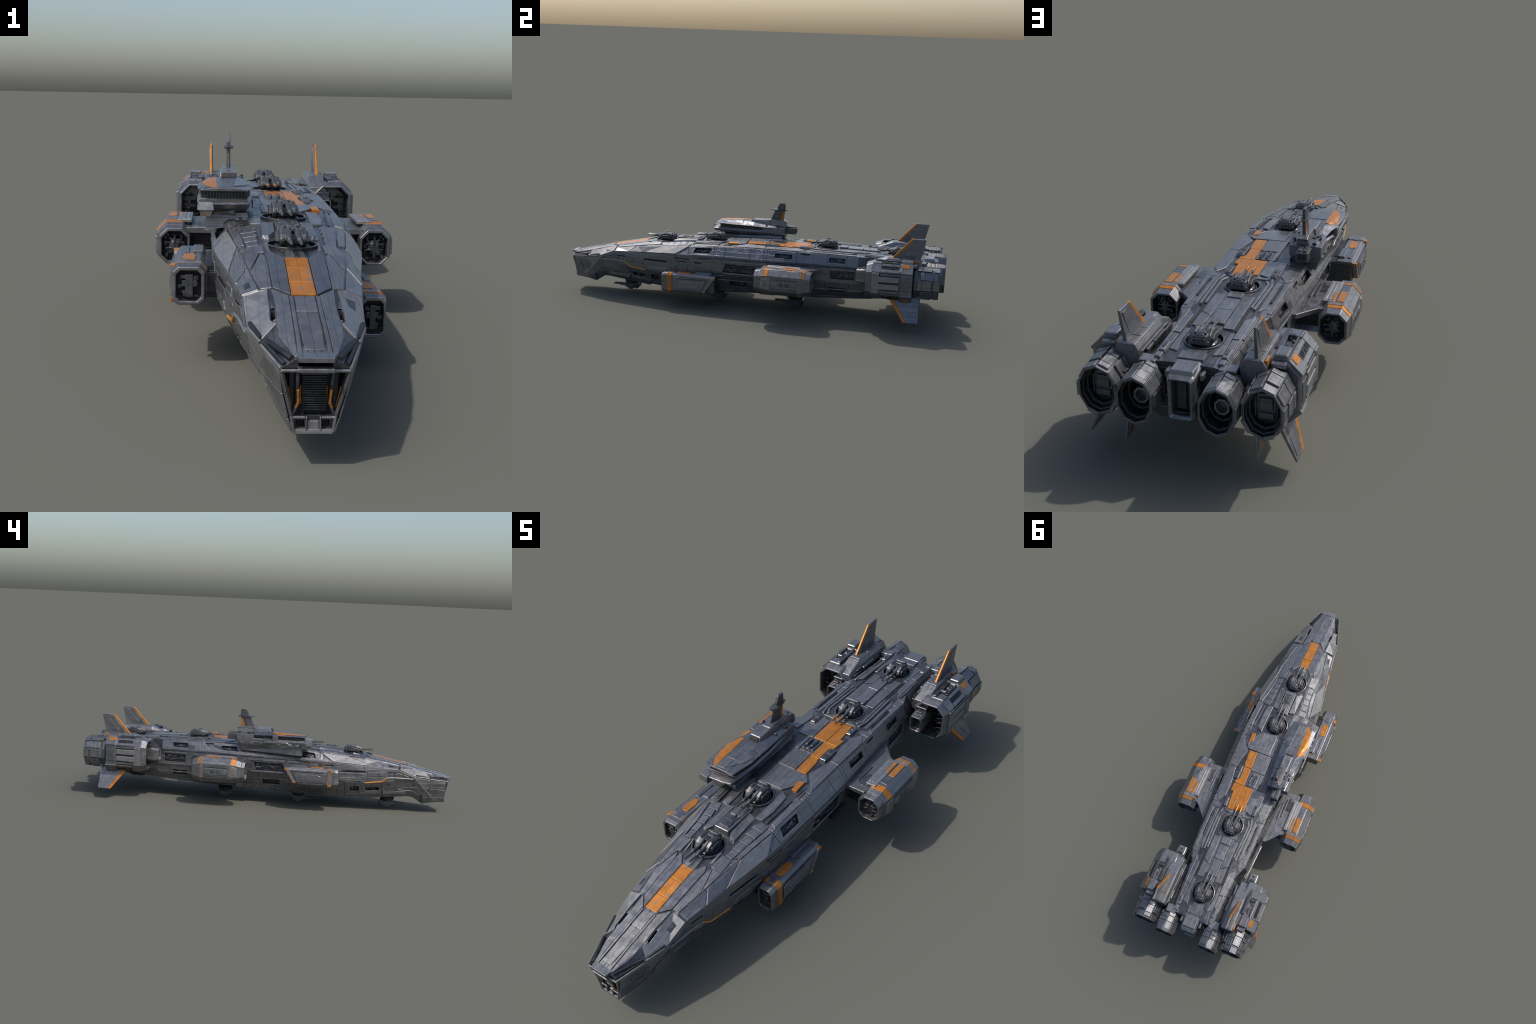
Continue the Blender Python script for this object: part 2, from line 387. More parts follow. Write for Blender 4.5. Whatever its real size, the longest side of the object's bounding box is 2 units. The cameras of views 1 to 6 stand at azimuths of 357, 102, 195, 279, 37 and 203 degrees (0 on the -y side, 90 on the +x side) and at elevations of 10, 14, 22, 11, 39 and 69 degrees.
b.done('bow_rim', 'pale', HULL)
# nose lip
b = Bag()
b.add(loft([[(-.034, -.975, .205), (.034, -.975, .205), (.034, -.975, .194), (-.034, -.975, .194)],
            [(-.029, -1.0, .203), (.029, -1.0, .203), (.029, -1.0, .195), (-.029, -1.0, .195)]]),
      box(-.030, .030, -.999, -.965, .177, .184, .001))
b.done('nose_lip', 'plate', HULL)

# ------------------------------------------------------------------ bow mouth
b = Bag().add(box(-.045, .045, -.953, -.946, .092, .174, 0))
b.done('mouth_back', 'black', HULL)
for i in range(17):
    z = .103 + i * .0042
    one(box(-.021, .021, -.968 - (z - .1) * .1, -.950, z, z + .0026, .0004), 'mouth_louvre', 'dark', HULL)
for s in (1, -1):
    pts = [(s * .0300, -.984, .178), (s * .0285, -.978, .150), (s * .0265, -.972, .118), (s * .0345, -.967, .096)]
    b = Bag()
    for p, q in zip(pts, pts[1:]): b.add(rod(p, q, .0032, n=6))
    b.done('mouth_pillar', 'mech', HULL)
    b = Bag()
    b.add(rod((s * .0278, -.9805, .143), (s * .0266, -.9755, .120), .0024, n=6), rod((s * .0266, -.9755, .119), (s * .0305, -.971, .108), .0022, n=6),
          rod((s * .0222, -.966, .145), (s * .0222, -.962, .112), .0013, n=6), rod((s * .0445, -.973, .146), (s * .0375, -.965, .108), .0012, n=6))
    b.done('mouth_light_strip', 'orange', HULL)
    one(box(min(s * .033, s * .042), max(s * .033, s * .042), -.962, -.95, .098, .17, .001), 'mouth_side_vane', 'dark', HULL)
    one(box(min(s * .015, s * .028), max(s * .015, s * .028), -.951, -.944, .070, .088, 0), 'jaw_port', 'black', HULL)
    b = Bag().add(box(min(s * .0105, s * .0135), max(s * .0105, s * .0135), -.974, -.945, .068, .093, .001))
    b.done('jaw_cheek', 'plate', HULL)
one(box(-.024, .024, -.985, -.955, .170, .175, .001), 'mouth_brow', 'mech', HULL)
one(box(-.0105, .0105, -.970, -.94, .0645, .084, .0015, front=.004), 'jaw_tongue', 'plate', HULL)
one(loft([[(-.033, -.9735, .0635), (.033, -.9735, .0635), (.034, -.9725, .0705), (-.034, -.9725, .0705)], [(-.033, -.95, .0630), (.033, -.95, .0630), (.034, -.95, .0705), (-.034, -.95, .0705)]]), 'jaw_lip', 'pale', HULL)
b = Bag()
for s in (1, -1):
    b.add(rod((s * .0335, -.972, .0665), (s * .0375, -.969, .092), .0038, n=6), rod((s * .0375, -.969, .092), (s * .0575, -.984, .177), .0034, n=6), rod((s * .0145, -.9695, .0905), (s * .0365, -.969, .0905), .003, n=6))
b.add(rod((-.0575, -.9855, .177), (.0575, -.9855, .177), .0032, n=6))
b.done('mouth_frame', 'hull', HULL)

# ------------------------------------------------------------------ deck paint and deck plates
def deck(name, poly, mat, t=.002, **k): return one(panel(poly, 'deck', (t + .0012 if mat in ('black', 'dark') else t * 1.5 + .0008), **k), name, mat, HULL)
def deck2(name, poly, mat, t=.002, **k): return one(panel(poly, 'deck', (t + .0012 if mat in ('black', 'dark') else t * 1.5 + .0008), **k), name, mat, HULL, None, True)
st = [-.757, -.700, -.632, -.572]
for a, c in zip(st, st[1:]):
    deck('deck_stripe', [(-.0235, a), (.0235, a), (.0235, c - .0012), (-.0235, c - .0012)], 'orange', .0022)
deck2('fore_deck_plate', [(.0255, -.757), (.056, -.722), (.060, -.56), (.050, -.54), (.0255, -.575)], 'blue', .0025)
deck2('fore_deck_plate', [(.0585, -.720), (.080, -.718), (.094, -.625), (.073, -.54), (.0625, -.56)], 'plate', .0018)
deck2('fore_deck_plate', [(.064, -.535), (.074, -.535), (.096, -.62), (.105, -.545), (.100, -.475), (.066, -.475)], 'hull', .0022)
for i in range(5):
    y = -.47 + i * .036
    deck2('deck_tile', [(.074, y), (.098 + i * .004, y), (.101 + i * .004, y + .034), (.076 + i * .002, y + .034)], 'hull', rnd.uniform(.001, .003))
deck2('deck_edge_plate', [(.104, -.46), (.118, -.452), (.137, -.31), (.128, -.30), (.122, -.33), (.108, -.40)], 'plate', .003)
# shoulders beside the forward turret and the raised spine between the two forward turrets
for s in (1, -1):
    one(loft([[(s * .046, -.430, .290), (s * .068, -.430, .290), (s * .068, -.28, .310), (s * .030, -.28, .310), (s * .030, -.395, .295)],
              [(s * .050, -.418, .312), (s * .062, -.410, .312), (s * .060, -.29, .3225), (s * .032, -.285, .3245), (s * .034, -.392, .319)]]), 'turret_shoulder', 'hull', HULL)
    one(loft([[(s * .050, -.535, .285), (s * .062, -.52, .285), (s * .064, -.47, .30), (s * .055, -.47, .29)],
              [(s * .0505, -.530, .294), (s * .058, -.518, .296), (s * .060, -.475, .306), (s * .0555, -.475, .307)]]), 'turret_fairing', 'plate', HULL)
one(box(-.031, .031, -.405, -.262, .30, .3265, .002, top=.003, front=.006, rear=.004), 'deck_spine', 'hull', HULL)
one(box(-.019, .019, -.385, -.330, .325, .3295, .001), 'spine_hatch', 'mech', HULL)
one(box(-.021, .021, -.322, -.27, .325, .3285, .001), 'spine_hatch', 'hull', HULL)
b = Bag()
for i in range(10):
    x, y = rnd.uniform(-.018, .018), rnd.uniform(-.375, -.275)
    b.add(box(x, x + rnd.uniform(.003, .008), y, y + rnd.uniform(.003, .012), .326, .3295 + rnd.uniform(.0015, .003), .0005))
b.done('spine_greeble', 'mech', HULL, 'stuff')
deck2('turret_apron', [(.058, -.29), (.085, -.285), (.092, -.23), (.088, -.15), (.060, -.13), (.061, -.19)], 'plate', .003)
deck2('deck_strip', [(.100, -.285), (.106, -.285), (.114, -.15), (.108, -.15)], 'mech', .0035)
deck2('deck_strip', [(.117, -.275), (.136, -.285), (.142, -.15), (.122, -.15)], 'hull', .002)
# the middle deck
deck('deck_plate', [(-.028, -.128), (.052, -.128), (.070, -.100), (.104, -.045), (.085, -.018), (.030, -.018), (-.028, -.018)], 'plate', .0035)
deck('deck_patch', [(.081, -.108), (.1005, -.108), (.0985, -.052), (.0785, -.060)], 'orange', .0048)
for x in (.112, .122): deck('deck_slot', [(x, -.125), (x + .004, -.125), (x + .004, -.085), (x, -.085)], 'black', .0012)
deck('deck_stripe', [(.0335, -.012), (.075, -.012), (.071, .060), (.066, .081), (.0295, .081)], 'orange', .0022)
deck('deck_stripe', [(.0295, .083), (.066, .083), (.064, .150), (.0785, .160), (.0790, .180), (.0285, .180)], 'orange', .0022)
deck('deck_stripe', [(-.0225, .1815), (.0295, .1815), (.029, .319), (-.0225, .305)], 'orange', .0024)
deck('deck_stripe', [(.031, .1815), (.0795, .1815), (.0825, .226), (.0675, .226), (.0655, .262), (.060, .322), (.0305, .319)], 'orange', .0020)
deck('deck_plate', [(-.045, -.015), (.029, -.015), (.027, .09), (-.045, .09)], 'hull', .0026)
deck('deck_plate', [(-.045, .094), (-.030, .094), (-.033, .178), (-.045, .178)], 'hull', .003)
deck('deck_plate', [(-.090, .18), (-.026, .18), (-.029, .30), (-.062, .315), (-.092, .28)], 'plate', .0022)
deck('deck_plate', [(-.050, -.125), (-.031, -.125), (-.031, -.018), (-.050, -.018)], 'hull', .0018)
deck('deck_plate', [(.110, -.038), (.140, -.075), (.140, .095), (.106, .095), (.084, -.004)], 'hull', .002)
deck('deck_plate', [(.107, .098), (.140, .098), (.140, .26), (.118, .30), (.095, .262), (.094, .19)], 'hull', .002)
deck('deck_plate', [(-.140, .20), (-.110, .20), (-.098, .29), (-.120, .33), (-.140, .30)], 'hull', .002)
for s in (1, -1):
    b = Bag(); x0 = .063
def hatch(x0, x1, y0, y1, zt, name='deck_hatch'):
    z = hit_deck((x0 + x1) / 2, (y0 + y1) / 2)[0].z
    h = one(box(x0, x1, y0, y1, z - .002, z + zt, .0015, top=.002, front=.003, rear=.003), name, 'blue', HULL)
    one(box(x0 + .005, x1 - .005, y0 + .008, (y0 + y1) / 2 - .003, z + zt - .001, z + zt + .0018, .0006), 'hatch_lid', 'mech', h)
    one(box(x0 + .005, x1 - .005, (y0 + y1) / 2 + .003, y1 - .008, z + zt - .001, z + zt + .0015, .0006), 'hatch_lid', 'mech', h)
hatch(.068, .096, .080, .160, .010)
hatch(.066, .087, .262, .317, .010)
hatch(-.088, -.066, .254, .316, .010)
# double cargo crane box left of the stripe
z = .3325
b = Bag().add(box(-.026, .022, .110, .175, z - .002, z + .004, .001))
b.done('winch_bed', 'blue', HULL)
for x in (-.014, .008):
    b = Bag().add(box(x - .006, x + .006, .118, .160, z + .003, z + .013, .002, top=.002, front=.006), rod((x, .118, z + .009), (x, .104, z + .007), .0022, n=6),
                  box(x - .004, x + .004, .155, .170, z + .003, z + .010, .001))
    b.done('winch', 'mech', HULL)
# aft deck: octagon collar around the third turret, spine plate, rails, long dark slots
deck2('deck_rail', [(.076, .332), (.084, .332), (.093, .372), (.088, .556), (.080, .556), (.085, .376)], 'plate', .0045)
deck2('deck_rail', [(.060, .345), (.068, .345), (.081, .366), (.076, .545), (.068, .545), (.073, .372)], 'plate', .003)
deck2('deck_chevron', [(.028, .322), (.072, .324), (.058, .336), (.028, .338)], 'plate', .003)
deck2('deck_slot', [(.117, .352), (.123, .352), (.121, .490), (.115, .490)], 'dark', .003)
deck2('deck_plate', [(.098, .335), (.112, .345), (.110, .53), (.097, .56)], 'hull', .002)
deck2('deck_plate', [(.126, .34), (.139, .33), (.137, .56), (.124, .56)], 'hull', .002)
deck('aft_spine_plate', [(-.026, .462), (.020, .462), (.018, .500), (-.026, .500)], 'plate', .007)
deck('aft_spine_plate', [(-.026, .503), (.019, .503), (.016, .580), (-.027, .580)], 'plate', .0045)
deck('aft_spine_plate', [(-.027, .582), (.016, .582), (.013, .668), (-.027, .668)], 'plate', .0045)
deck2('aft_deck_plate', [(.030, .470), (.062, .470), (.062, .60), (.030, .62)], 'hull', .0018)
deck2('aft_deck_plate', [(.030, .624), (.062, .605), (.062, .69), (.032, .69)], 'hull', .0026)
deck2('deck_slot', [(.0655, .555), (.0735, .555), (.0735, .696), (.0655, .696)], 'black', .0012)
deck2('stern_rail', [(.078, .632), (.110, .598), (.112, .64), (.108, .735), (.078, .745)], 'plate', .005)
deck2('stern_rail', [(.078, .748), (.107, .738), (.103, .865), (.094, .875), (.080, .845)], 'hull', .0035)
deck2('stern_ridge', [(.0985, .60), (.1035, .60), (.101, .86), (.096, .86)], 'plate', .007)
deck2('stern_apron', [(.060, .71), (.074, .71), (.076, .83), (.050, .84), (.061, .77)], 'hull', .002)
deck('stern_plate', [(-.036, .838), (.036, .838), (.036, .874), (-.036, .874)], 'hull', .003)
for s in (1, -1):
    z = .320; xa, xb = sorted((s * .080, s * .100))
    h = one(box(xa, xb, .805, .855, z - .004, z + .008, .0015, top=.002), 'stern_locker', 'plate', HULL)
    one(box(xa + .006, xb - .006, .812, .840, z + .007, z + .010, .0006), 'locker_lid', 'mech', h)
    one(box(xa, xb, .860, .885, z - .006, z + .004, .0015, top=.002), 'stern_locker', 'plate', HULL)

# ------------------------------------------------------------------ side detail
# amber-edged trim strip of the bow flank
for s in (1, -1):
    def P(y, z, o=.002):
        p, n = hit_side(y, z); p = p + n * o; return (s * p.x, p.y, p.z)
    b = Bag().add(rod(P(-.800, .192), P(-.70, .1935), .0042, n=6), rod(P(-.70, .1935), P(-.66, .191), .0042, n=6))
    b.done('trim_strip', 'pale', HULL)
    b = Bag().add(rod(P(-.660, .191), P(-.634, .171), .004, n=6), rod(P(-.634, .171), P(-.545, .160), .004, n=6))
    b.done('trim_strip', 'yellow', HULL)
# hanging skirts under the bow flank
for s in (1, -1):
    one(loft([[(s * .060, -.640, .076), (s * .104, -.635, .118), (s * .100, -.628, .100), (s * .080, -.640, .076)],
              [(s * .065, -.520, .070), (s * .116, -.525, .112), (s * .112, -.520, .092), (s * .092, -.537, .066)]]), 'belly_skirt', 'hull', HULL)
    one(loft([[(s * .050, -.765, .090), (s * .086, -.765, .118), (s * .083, -.765, .105), (s * .070, -.765, .088)],
              [(s * .060, -.645, .080), (s * .103, -.645, .118), (s * .099, -.645, .098), (s * .080, -.645, .077)]]), 'belly_skirt', 'plate', HULL)
# long horizontal ledges on the flank
for s in (1, -1):
    for y0, y1, z, t in [(-.11, .075, .187, .005), (-.11, .09, .250, .004), (.405, .60, .192, .006), (.405, .60, .255, .004), (-.36, -.115, .172, .004), (-.42, .6, .147, .003)]:
        pts = []
        n = 6
        rings = []
        for i in range(n + 1):
            y = y0 + (y1 - y0) * i / n
            p, nn = hit_side(y, z)
            rings.append([(s * (p.x - .004), y, z - .004), (s * (p.x + t), y, z - .003), (s * (p.x + t), y, z + .003), (s * (p.x - .004), y, z + .005)])
        bm = loft(rings); chamfer(bm, .001); one(bm, 'flank_ledge', 'plate', HULL)
both_panel('flank_plate', [(-.372, .205), (-.12, .205), (-.115, .228), (-.14, .254), (-.36, .240)], 'side', 'hull', .002, cutme=True)
both_panel('flank_plate', [(-.545, .178), (-.40, .174), (-.38, .205), (-.40, .212), (-.545, .210)], 'side', 'hull', .002)
both_panel('flank_plate', [(-.53, .168), (-.41, .168), (-.40, .180), (-.41, .186), (-.52, .186)], 'side', 'plate', .004)
both_panel('flank_plate', [(-.64, .202), (-.555, .200), (-.555, .235), (-.62, .236)], 'side', 'hull', .0022)
both_panel('flank_plate', [(-.79, .150), (-.70, .140), (-.66, .175), (-.71, .186), (-.775, .188)], 'side', 'hull', .002)
both_panel('flank_plate', [(-.84, .110), (-.77, .100), (-.71, .135), (-.79, .146), (-.825, .146)], 'side', 'hull', .0025)
both_panel('flank_stripe', [(.553, .111), (.566, .111), (.602, .150), (.589, .150)], 'side', 'black', .002)

# boolean the recesses out of the hull and the sheets that cover them
for o in to_cut:
    md = o.modifiers.new('recess', 'BOOLEAN'); md.operation = 'DIFFERENCE'; md.solver = 'EXACT'; md.use_self = True; md.object = CUT
dg = bpy.context.evaluated_depsgraph_get()
for o in to_cut:
    me = bpy.data.meshes.new_from_object(o.evaluated_get(dg)); old = o.data
    o.modifiers.clear(); o.data = me; me.name = o.name
    bpy.data.meshes.remove(old)
bpy.data.objects.remove(CUT)

b = Bag().add(loft([oct_ring(.685, 0, .118, .024, .012, .5), oct_ring(.705, 0, .112, .036, .022, .5), oct_ring(.79, 0, .116, .036, .024, .5), oct_ring(.82, 0, .124, .028, .014, .5)]),
              box(-.024, .024, .715, .78, .084, .096, .003, front=.01, rear=.01), box(-.040, -.034, .715, .78, .106, .12, .002), box(.034, .040, .715, .78, .106, .12, .002))
b.done('keel_pod', 'gun', HULL)
# fill recesses with a dark floor and small machinery
rnd = random.Random(21)
floor, junk = Bag(), Bag()
def obox(p, u, v, n, a0, a1, b0, b1, c0, c1, skew=0., w=.0005):
    P = lambda a, b, c: p + u * (a + skew * b) + v * b + n * c
    r = lambda c: [P(a0, b0, c), P(a1, b0, c), P(a1, b1, c), P(a0, b1, c)]
    bm = loft([r(c0), r(c1)]); chamfer(bm, w); return bm
for p, u, v, n, w, h, d, sk in liners:
    floor.add(obox(p, u, v, n, -w / 2 + .0006, w / 2 - .0006, -h / 2 + .0006, h / 2 - .0006, -d - .002, -d + .0012, sk, 0))
    if h < .012: continue
    for i in range(int(w * h * 6500)):
        a, c = rnd.uniform(-w / 2 + .003, w / 2 - .012), rnd.uniform(-h / 2 + .003, h / 2 - .008)
        a1 = min(a + rnd.choice([.004, .008, .016, .024]), w / 2 - .002); c1 = min(c + rnd.choice([.003, .004, .008]), h / 2 - .002)
        junk.add(obox(p, u, v, n, a, a1, c, c1, -d, -d + rnd.uniform(.25, .8) * d, sk))
floor.done('recess_floor', 'dark', HULL, 'stuff')
junk.done('recess_machinery', 'mech', HULL, 'stuff')

# ------------------------------------------------------------------ turrets
def make_turret_meshes(invert=False, two=True):
    parts = {}
    b = Bag()   # ring seat
    b.add(tube([[(x, y, z) for x, y in ngon(0, 0, r, 24)] for r, z in ((.0560, -.004), (.0575, .0015), (.0535, .0025))],
               [[(x, y, z) for x, y in ngon(0, 0, r, 24)] for r, z in ((.0530, -.010), (.0525, -.004), (.0528, .0020))]))
    b.add(tube([[(x, y, z) for x, y in ngon(0, 0, r, 24)] for r, z in ((.047, -.016), (.047, -.007), (.044, -.004))],
               [[(x, y, z) for x, y in ngon(0, 0, r, 24)] for r, z in ((.040, -.016), (.040, -.008), (.042, -.004))]))
    parts['seat'] = ('turret_seat', 'mech', b)
    b = Bag().add(loft([[(x, y, z) for x, y in ngon(0, 0, r, 16)] for r, z in ((.0535, -.0155), (.0535, -.0145))]))
    parts['floor'] = ('turret_floor', 'black', b)
    b = Bag().add(loft([[(x, y, z) for x, y in ngon(0, 0, r, 16)] for r, z in ((.041, -.016), (.040, -.002), (.034, .002), (.036, .008), (.034, .018), (.022, .026))]))
    parts['col'] = ('turret_column', 'dark', b)
    b = Bag()
    b.add(box(-.0255, .0255, .006, .046, .004, .0335, .003, top=.004, front=.006, rear=.003))
    b.add(box(-.0270, .0270, .030, .043, .002, .016, .002), box(-.013, .013, .012, .040, .033, .0365, .0015, top=.002))
    for c in (1, -1):
        ck = prism([(-.034, .006), (-.037, .016), (-.030, .027), (-.012, .0365), (.014, .0375), (.030, .030), (.036, .018), (.034, .003), (-.026, .001)], 'x', c * .0225 - .0065, c * .0225 + .0065, .002)
        b.add(ck, prism([(-.026, .010), (-.022, .024), (.012, .029), (.026, .020), (.026, .008)], 'x', c * .0325 - .0045, c * .0325 + .0035, .0015))
        b.add(rod((c * .0225, -.031, .017), (c * .0225, -.041, .0165), .0052, .0035, 8), box(c * .0225 - .003, c * .0225 + .003, -.012, .010, .036, .0405, .001))
        b.add(loft([oct_ring(y, c * .0105, z, hw, hh, .6) for y, z, hw, hh in ((.012, .021, .0072, .0145), (-.014, .022, .0072, .0145), (-.030, .020, .0066, .0110), (-.046, .0195, .0052, .0070), (-.058, .0195, .0046, .0052))]))
    b.add(box(-.003, .003, -.010, .012, .030, .036, .001), rod((-.019, .030, .0365), (.019, .030, .0365), .003, n=6))
    for i in range(4): b.add(box(-.019 + i * .0105, -.012 + i * .0105, .0445, .0485, .009, .026, .0006))
    parts['house'] = ('turret_housing', 'gun', b)
    barrels = []
    for s in (1, -1):
        x = s * .0105
        bb = Bag().add(rod((x, -.040, .0195), (x, -.086, .0195), .0048, .0037, 8), rod((x, -.084, .0195), (x, -.108, .0195), .0041, .0034, 8),
                       box(x - .0032, x + .0032, -.076, -.040, .0215, .0262, .001, front=.014), rod((x, -.064, .0195), (x, -.070, .0195), .0056, .0056, 8))
        barrels.append(('gun_barrel', 'gun', bb))
    return parts, barrels
parts, barrels = make_turret_meshes()
def finish_mesh(tag):
    nm, mat, bag = tag
    bmesh.ops.remove_doubles(bag.bm, verts=bag.bm.verts, dist=1e-6)
    me = bpy.data.meshes.new(nm); bag.bm.to_mesh(me); me.materials.append(M[mat]); return nm, me
PM = {k: finish_mesh(v) for k, v in parts.items()}
BMs = [finish_mesh(t) for t in barrels]
def place_turret(loc, rot=None, seat=True, scale=1.):
    mat = Matrix.Translation(loc) @ (rot or Matrix.Identity(4)) @ Matrix.Scale(scale, 4)
    head = link(bpy.data.objects.new('gun_turret', PM['house'][1])); head.parent = ROOT; head.matrix_world = mat
    for k in (('seat', 'floor', 'col') if seat else ('col',)):
        o = link(bpy.data.objects.new(PM[k][0], PM[k][1])); o.parent = head
    for nm, me in BMs:
        o = link(bpy.data.objects.new(nm, me)); o.parent = head
    return head
T = [place_turret(Vector((0, ty, tz))) for ty, tz in TUR]
# painted muzzle sleeves of the third turret
for s in (1, -1):
    y = TUR[2][0]
    one(rod((s * .0105, y - .106, .3535), (s * .0105, y - .074, .3533), .0044, .0044, 8), 'muzzle_sleeve', 'orange', T[2]).matrix_parent_inverse = T[2].matrix_world.inverted()
ROT = Matrix.Rotation(math.pi, 4, 'Y')
for y, zd in ((-.668, .050), (-.180, .044), (.237, .041)):
    place_turret(Vector((0, y, zd)), ROT, seat=False, scale=1.0 if y > -.5 else .95)
    one(loft([[(a, c, z) for a, c in ngon(0, y, r, 14)] for r, z in ((.030, zd - .006), (.036, zd + .012), (.050, zd + .028), (.050, .10))]), 'turret_pedestal', 'dark', HULL)

# ------------------------------------------------------------------ mid pods (ducted thrusters on stub wings)
def make_mid_pod(s):
    def fin(bag, name, mat, parent=None, kind=None):
        if s < 0: flip(bag.bm)
        return bag.done(name, mat, parent, kind)
    X, Z = .2815, .2048
    b = Bag()
    prof = [(.080, .0420, .049), (.096, .0450, .052), (.098, .0440, .051), (.128, .0490, .0590), (.155, .0530, .0645), (.315, .0525, .0640), (.340, .0490, .0575), (.362, .0465, .0530)]
    inn = [(.080, .0360, .043), (.110, .0340, .041), (.110, .010, .010)]
    outer = [oct_ring(y, X + .002 * min(1, (y - .083) / .08), Z - .002, a, c, .52) for y, a, c in prof]
    i0 = [oct_ring(y, X, Z - .004, a, c, .52) for y, a, c in inn]
    i1 = [oct_ring(.362, X, Z - .002, .040, .046, .52), oct_ring(.332, X, Z - .002, .038, .044, .52), oct_ring(.332, X, Z - .002, .01, .01, .52)]
    bm = loft(i0[::-1] + outer + i1); chamfer(bm, .0012, 30); b.add(bm)
    pod = fin(b, 'thruster_pod', 'hull')
    # front and rear machinery
    r = random.Random(5)
    b = Bag()
    for yy, d in ((.110, -1), (.332, 1)):
        for i in range(26):
            x, z = X + r.uniform(-.030, .024), Z - .004 + r.uniform(-.034, .028)
            b.add(box(x, x + r.uniform(.004, .012), *sorted((yy, yy + d * r.uniform(.006, .018))), z, z + r.uniform(.004, .012), .0008))
        b.add(loft([oval_ring(yy, X, Z - .003, .022, .026, 10), oval_ring(yy + d * .016, X, Z - .003, .018, .022, 10), oval_ring(yy + d * .021, X, Z - .003, .009, .011, 10)]))
        for k in (-.012, .004):
            b.add(box(X - .026, X + .026, *sorted((yy + d * .014, yy + d * .020)), Z + k, Z + k + .004, .0006))
        b.add(box(X - .003, X + .003, *sorted((yy + d * .014, yy + d * .022)), Z - .034, Z + .028, .0006))
    fin(b, 'duct_machinery', 'mech', pod, 'stuff')
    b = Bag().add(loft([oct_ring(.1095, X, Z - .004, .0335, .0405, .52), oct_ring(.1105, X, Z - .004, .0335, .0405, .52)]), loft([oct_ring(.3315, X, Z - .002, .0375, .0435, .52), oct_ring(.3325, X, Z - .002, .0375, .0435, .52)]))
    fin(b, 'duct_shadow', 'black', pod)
    # rear bands, side door, long rails
    b = Bag()
    bm = tube([oct_ring(y, X + .002, Z - .002, a, c, .52) for y, a, c in ((.300, .0545, .066), (.318, .0535, .0650))], [oct_ring(y, X + .002, Z - .002, .049, .06, .52) for y in (.300, .318)])
    b.add(bm); fin(b, 'pod_band', 'tan', pod)
    xo = X + .002 + .0528
    b = Bag().add(prism([(.175, .182), (.298, .182), (.298, .216), (.172, .216), (.166, .205), (.166, .193)], 'x', xo - .004, xo + .003, .001))
    fin(b, 'pod_side_door', 'hull', pod)
    b = Bag().add(loft([[(xo + .002, q[0], q[1]) for q in ngon(.186, .199, .014, 16)], [(xo + .0045, q[0], q[1]) for q in ngon(.186, .199, .0125, 16)]]))
    fin(b, 'door_wheel', 'plate', pod)
    b = Bag()
    for z0, z1 in ((.221, .226), (.172, .177)): b.add(box(xo - .006, xo + .0022, .17, .298, z0, z1, .0008))
    for y0 in (.21, .24): b.add(box(xo, xo + .0045, y0, y0 + .02, .190, .208, .0008))
    fin(b, 'pod_side_rail', 'mech', pod)
    b = Bag().add(prism([(.118, .178), (.150, .172), (.164, .182), (.160, .226), (.148, .232), (.118, .224)], 'x', xo - .012, xo + .002, .001))
    fin(b, 'pod_collar_plate', 'pale', pod)
    b = Bag().add(box(xo, xo + .0032, .128, .152, .184, .218, .0008)); fin(b, 'primer_patch', 'tan', pod)
    # top plating with orange paint
    zt = Z - .002 + .0642
    b = Bag().add(box(X - .046, X - .006, .135, .300, zt - .006, zt + .0030, .001), box(X - .040, X - .034, .15, .29, zt + .002, zt + .0045, .0006), box(X - .028, X - .022, .15, .29, zt + .002, zt + .0045, .0006))
    fin(b, 'pod_top_plate', 'pale', pod)
    b = Bag().add(box(X - .004, X + .024, .165, .300, zt - .004, zt + .0022, .001)); fin(b, 'pod_top_plate', 'blue', pod)
    b = Bag().add(box(X + .001, X + .0235, .215, .296, zt, zt + .0038, .0006)); fin(b, 'pod_stripe', 'orange', pod)
    b = Bag().add(box(X - .0185, X - .007, .228, .290, zt + .001, zt + .0044, .0006)); fin(b, 'pod_stripe', 'orange', pod)
    def wrap(y0, y1, keys, off, nm, mat):
        def at(y):
            for p, q in zip(prof, prof[1:]):
                if p[0] <= y <= q[0]:
                    t = (y - p[0]) / (q[0] - p[0]); return oct_ring(y, X + .002, Z - .002, p[1] + t * (q[1] - p[1]) + off, p[2] + t * (q[2] - p[2]) + off, .52)
        rings = []
        for y in (y0, y1):
            ro, = [at(y)]; c = Vector((X + .002, y, Z - .002))
            o = [Vector(ro[k]) for k in keys]; i = [c + (v - c) * .93 for v in o]
            rings.append(o + i[::-1])
        b = Bag().add(loft(rings)); fin(b, nm, mat, pod)
    wrap(.128, .152, (5, 4, 3), .0014, 'pod_stripe', 'orange')
    wrap(.319, .333, (5, 4, 3), .0012, 'pod_stripe', 'orange')
    wrap(.108, .127, (6, 5, 4, 3, 2), .0016, 'pod_front_band', 'hull')
    # stub wing
    b = Bag().add(prism([(.150, .100), (.250, .100), (.250, .322), (.228, .330), (.172, .392), (.150, .392)], 'z', .236, .253, .0015))
    w = fin(b, 'stub_wing', 'hull', pod)
    b = Bag().add(box(.195, .202, .14, .24, .252, .2575, .0008), box(.178, .188, .17, .25, .252, .2565, .0008), box(.206, .230, .13, .20, .252, .2545, .0008))
    b.add(box(.185, .189, .11, .36, .252, .2555, .0006))
    fin(b, 'wing_rail', 'mech', w)
    b = Bag().add(box(.15, .245, .125, .335, .172, .238, .001)); fin(b, 'wing_root_box', 'dark', w)
    b = Bag().add(box(.15, .238, .30, .352, .180, .196, .001, rear=.02)); fin(b, 'wing_brace', 'hull', w)
    b = Bag()
    for i in range(5): b.add(box(.18, .232, .121, .1255, .178 + i * .011, .185 + i * .011, .0008))
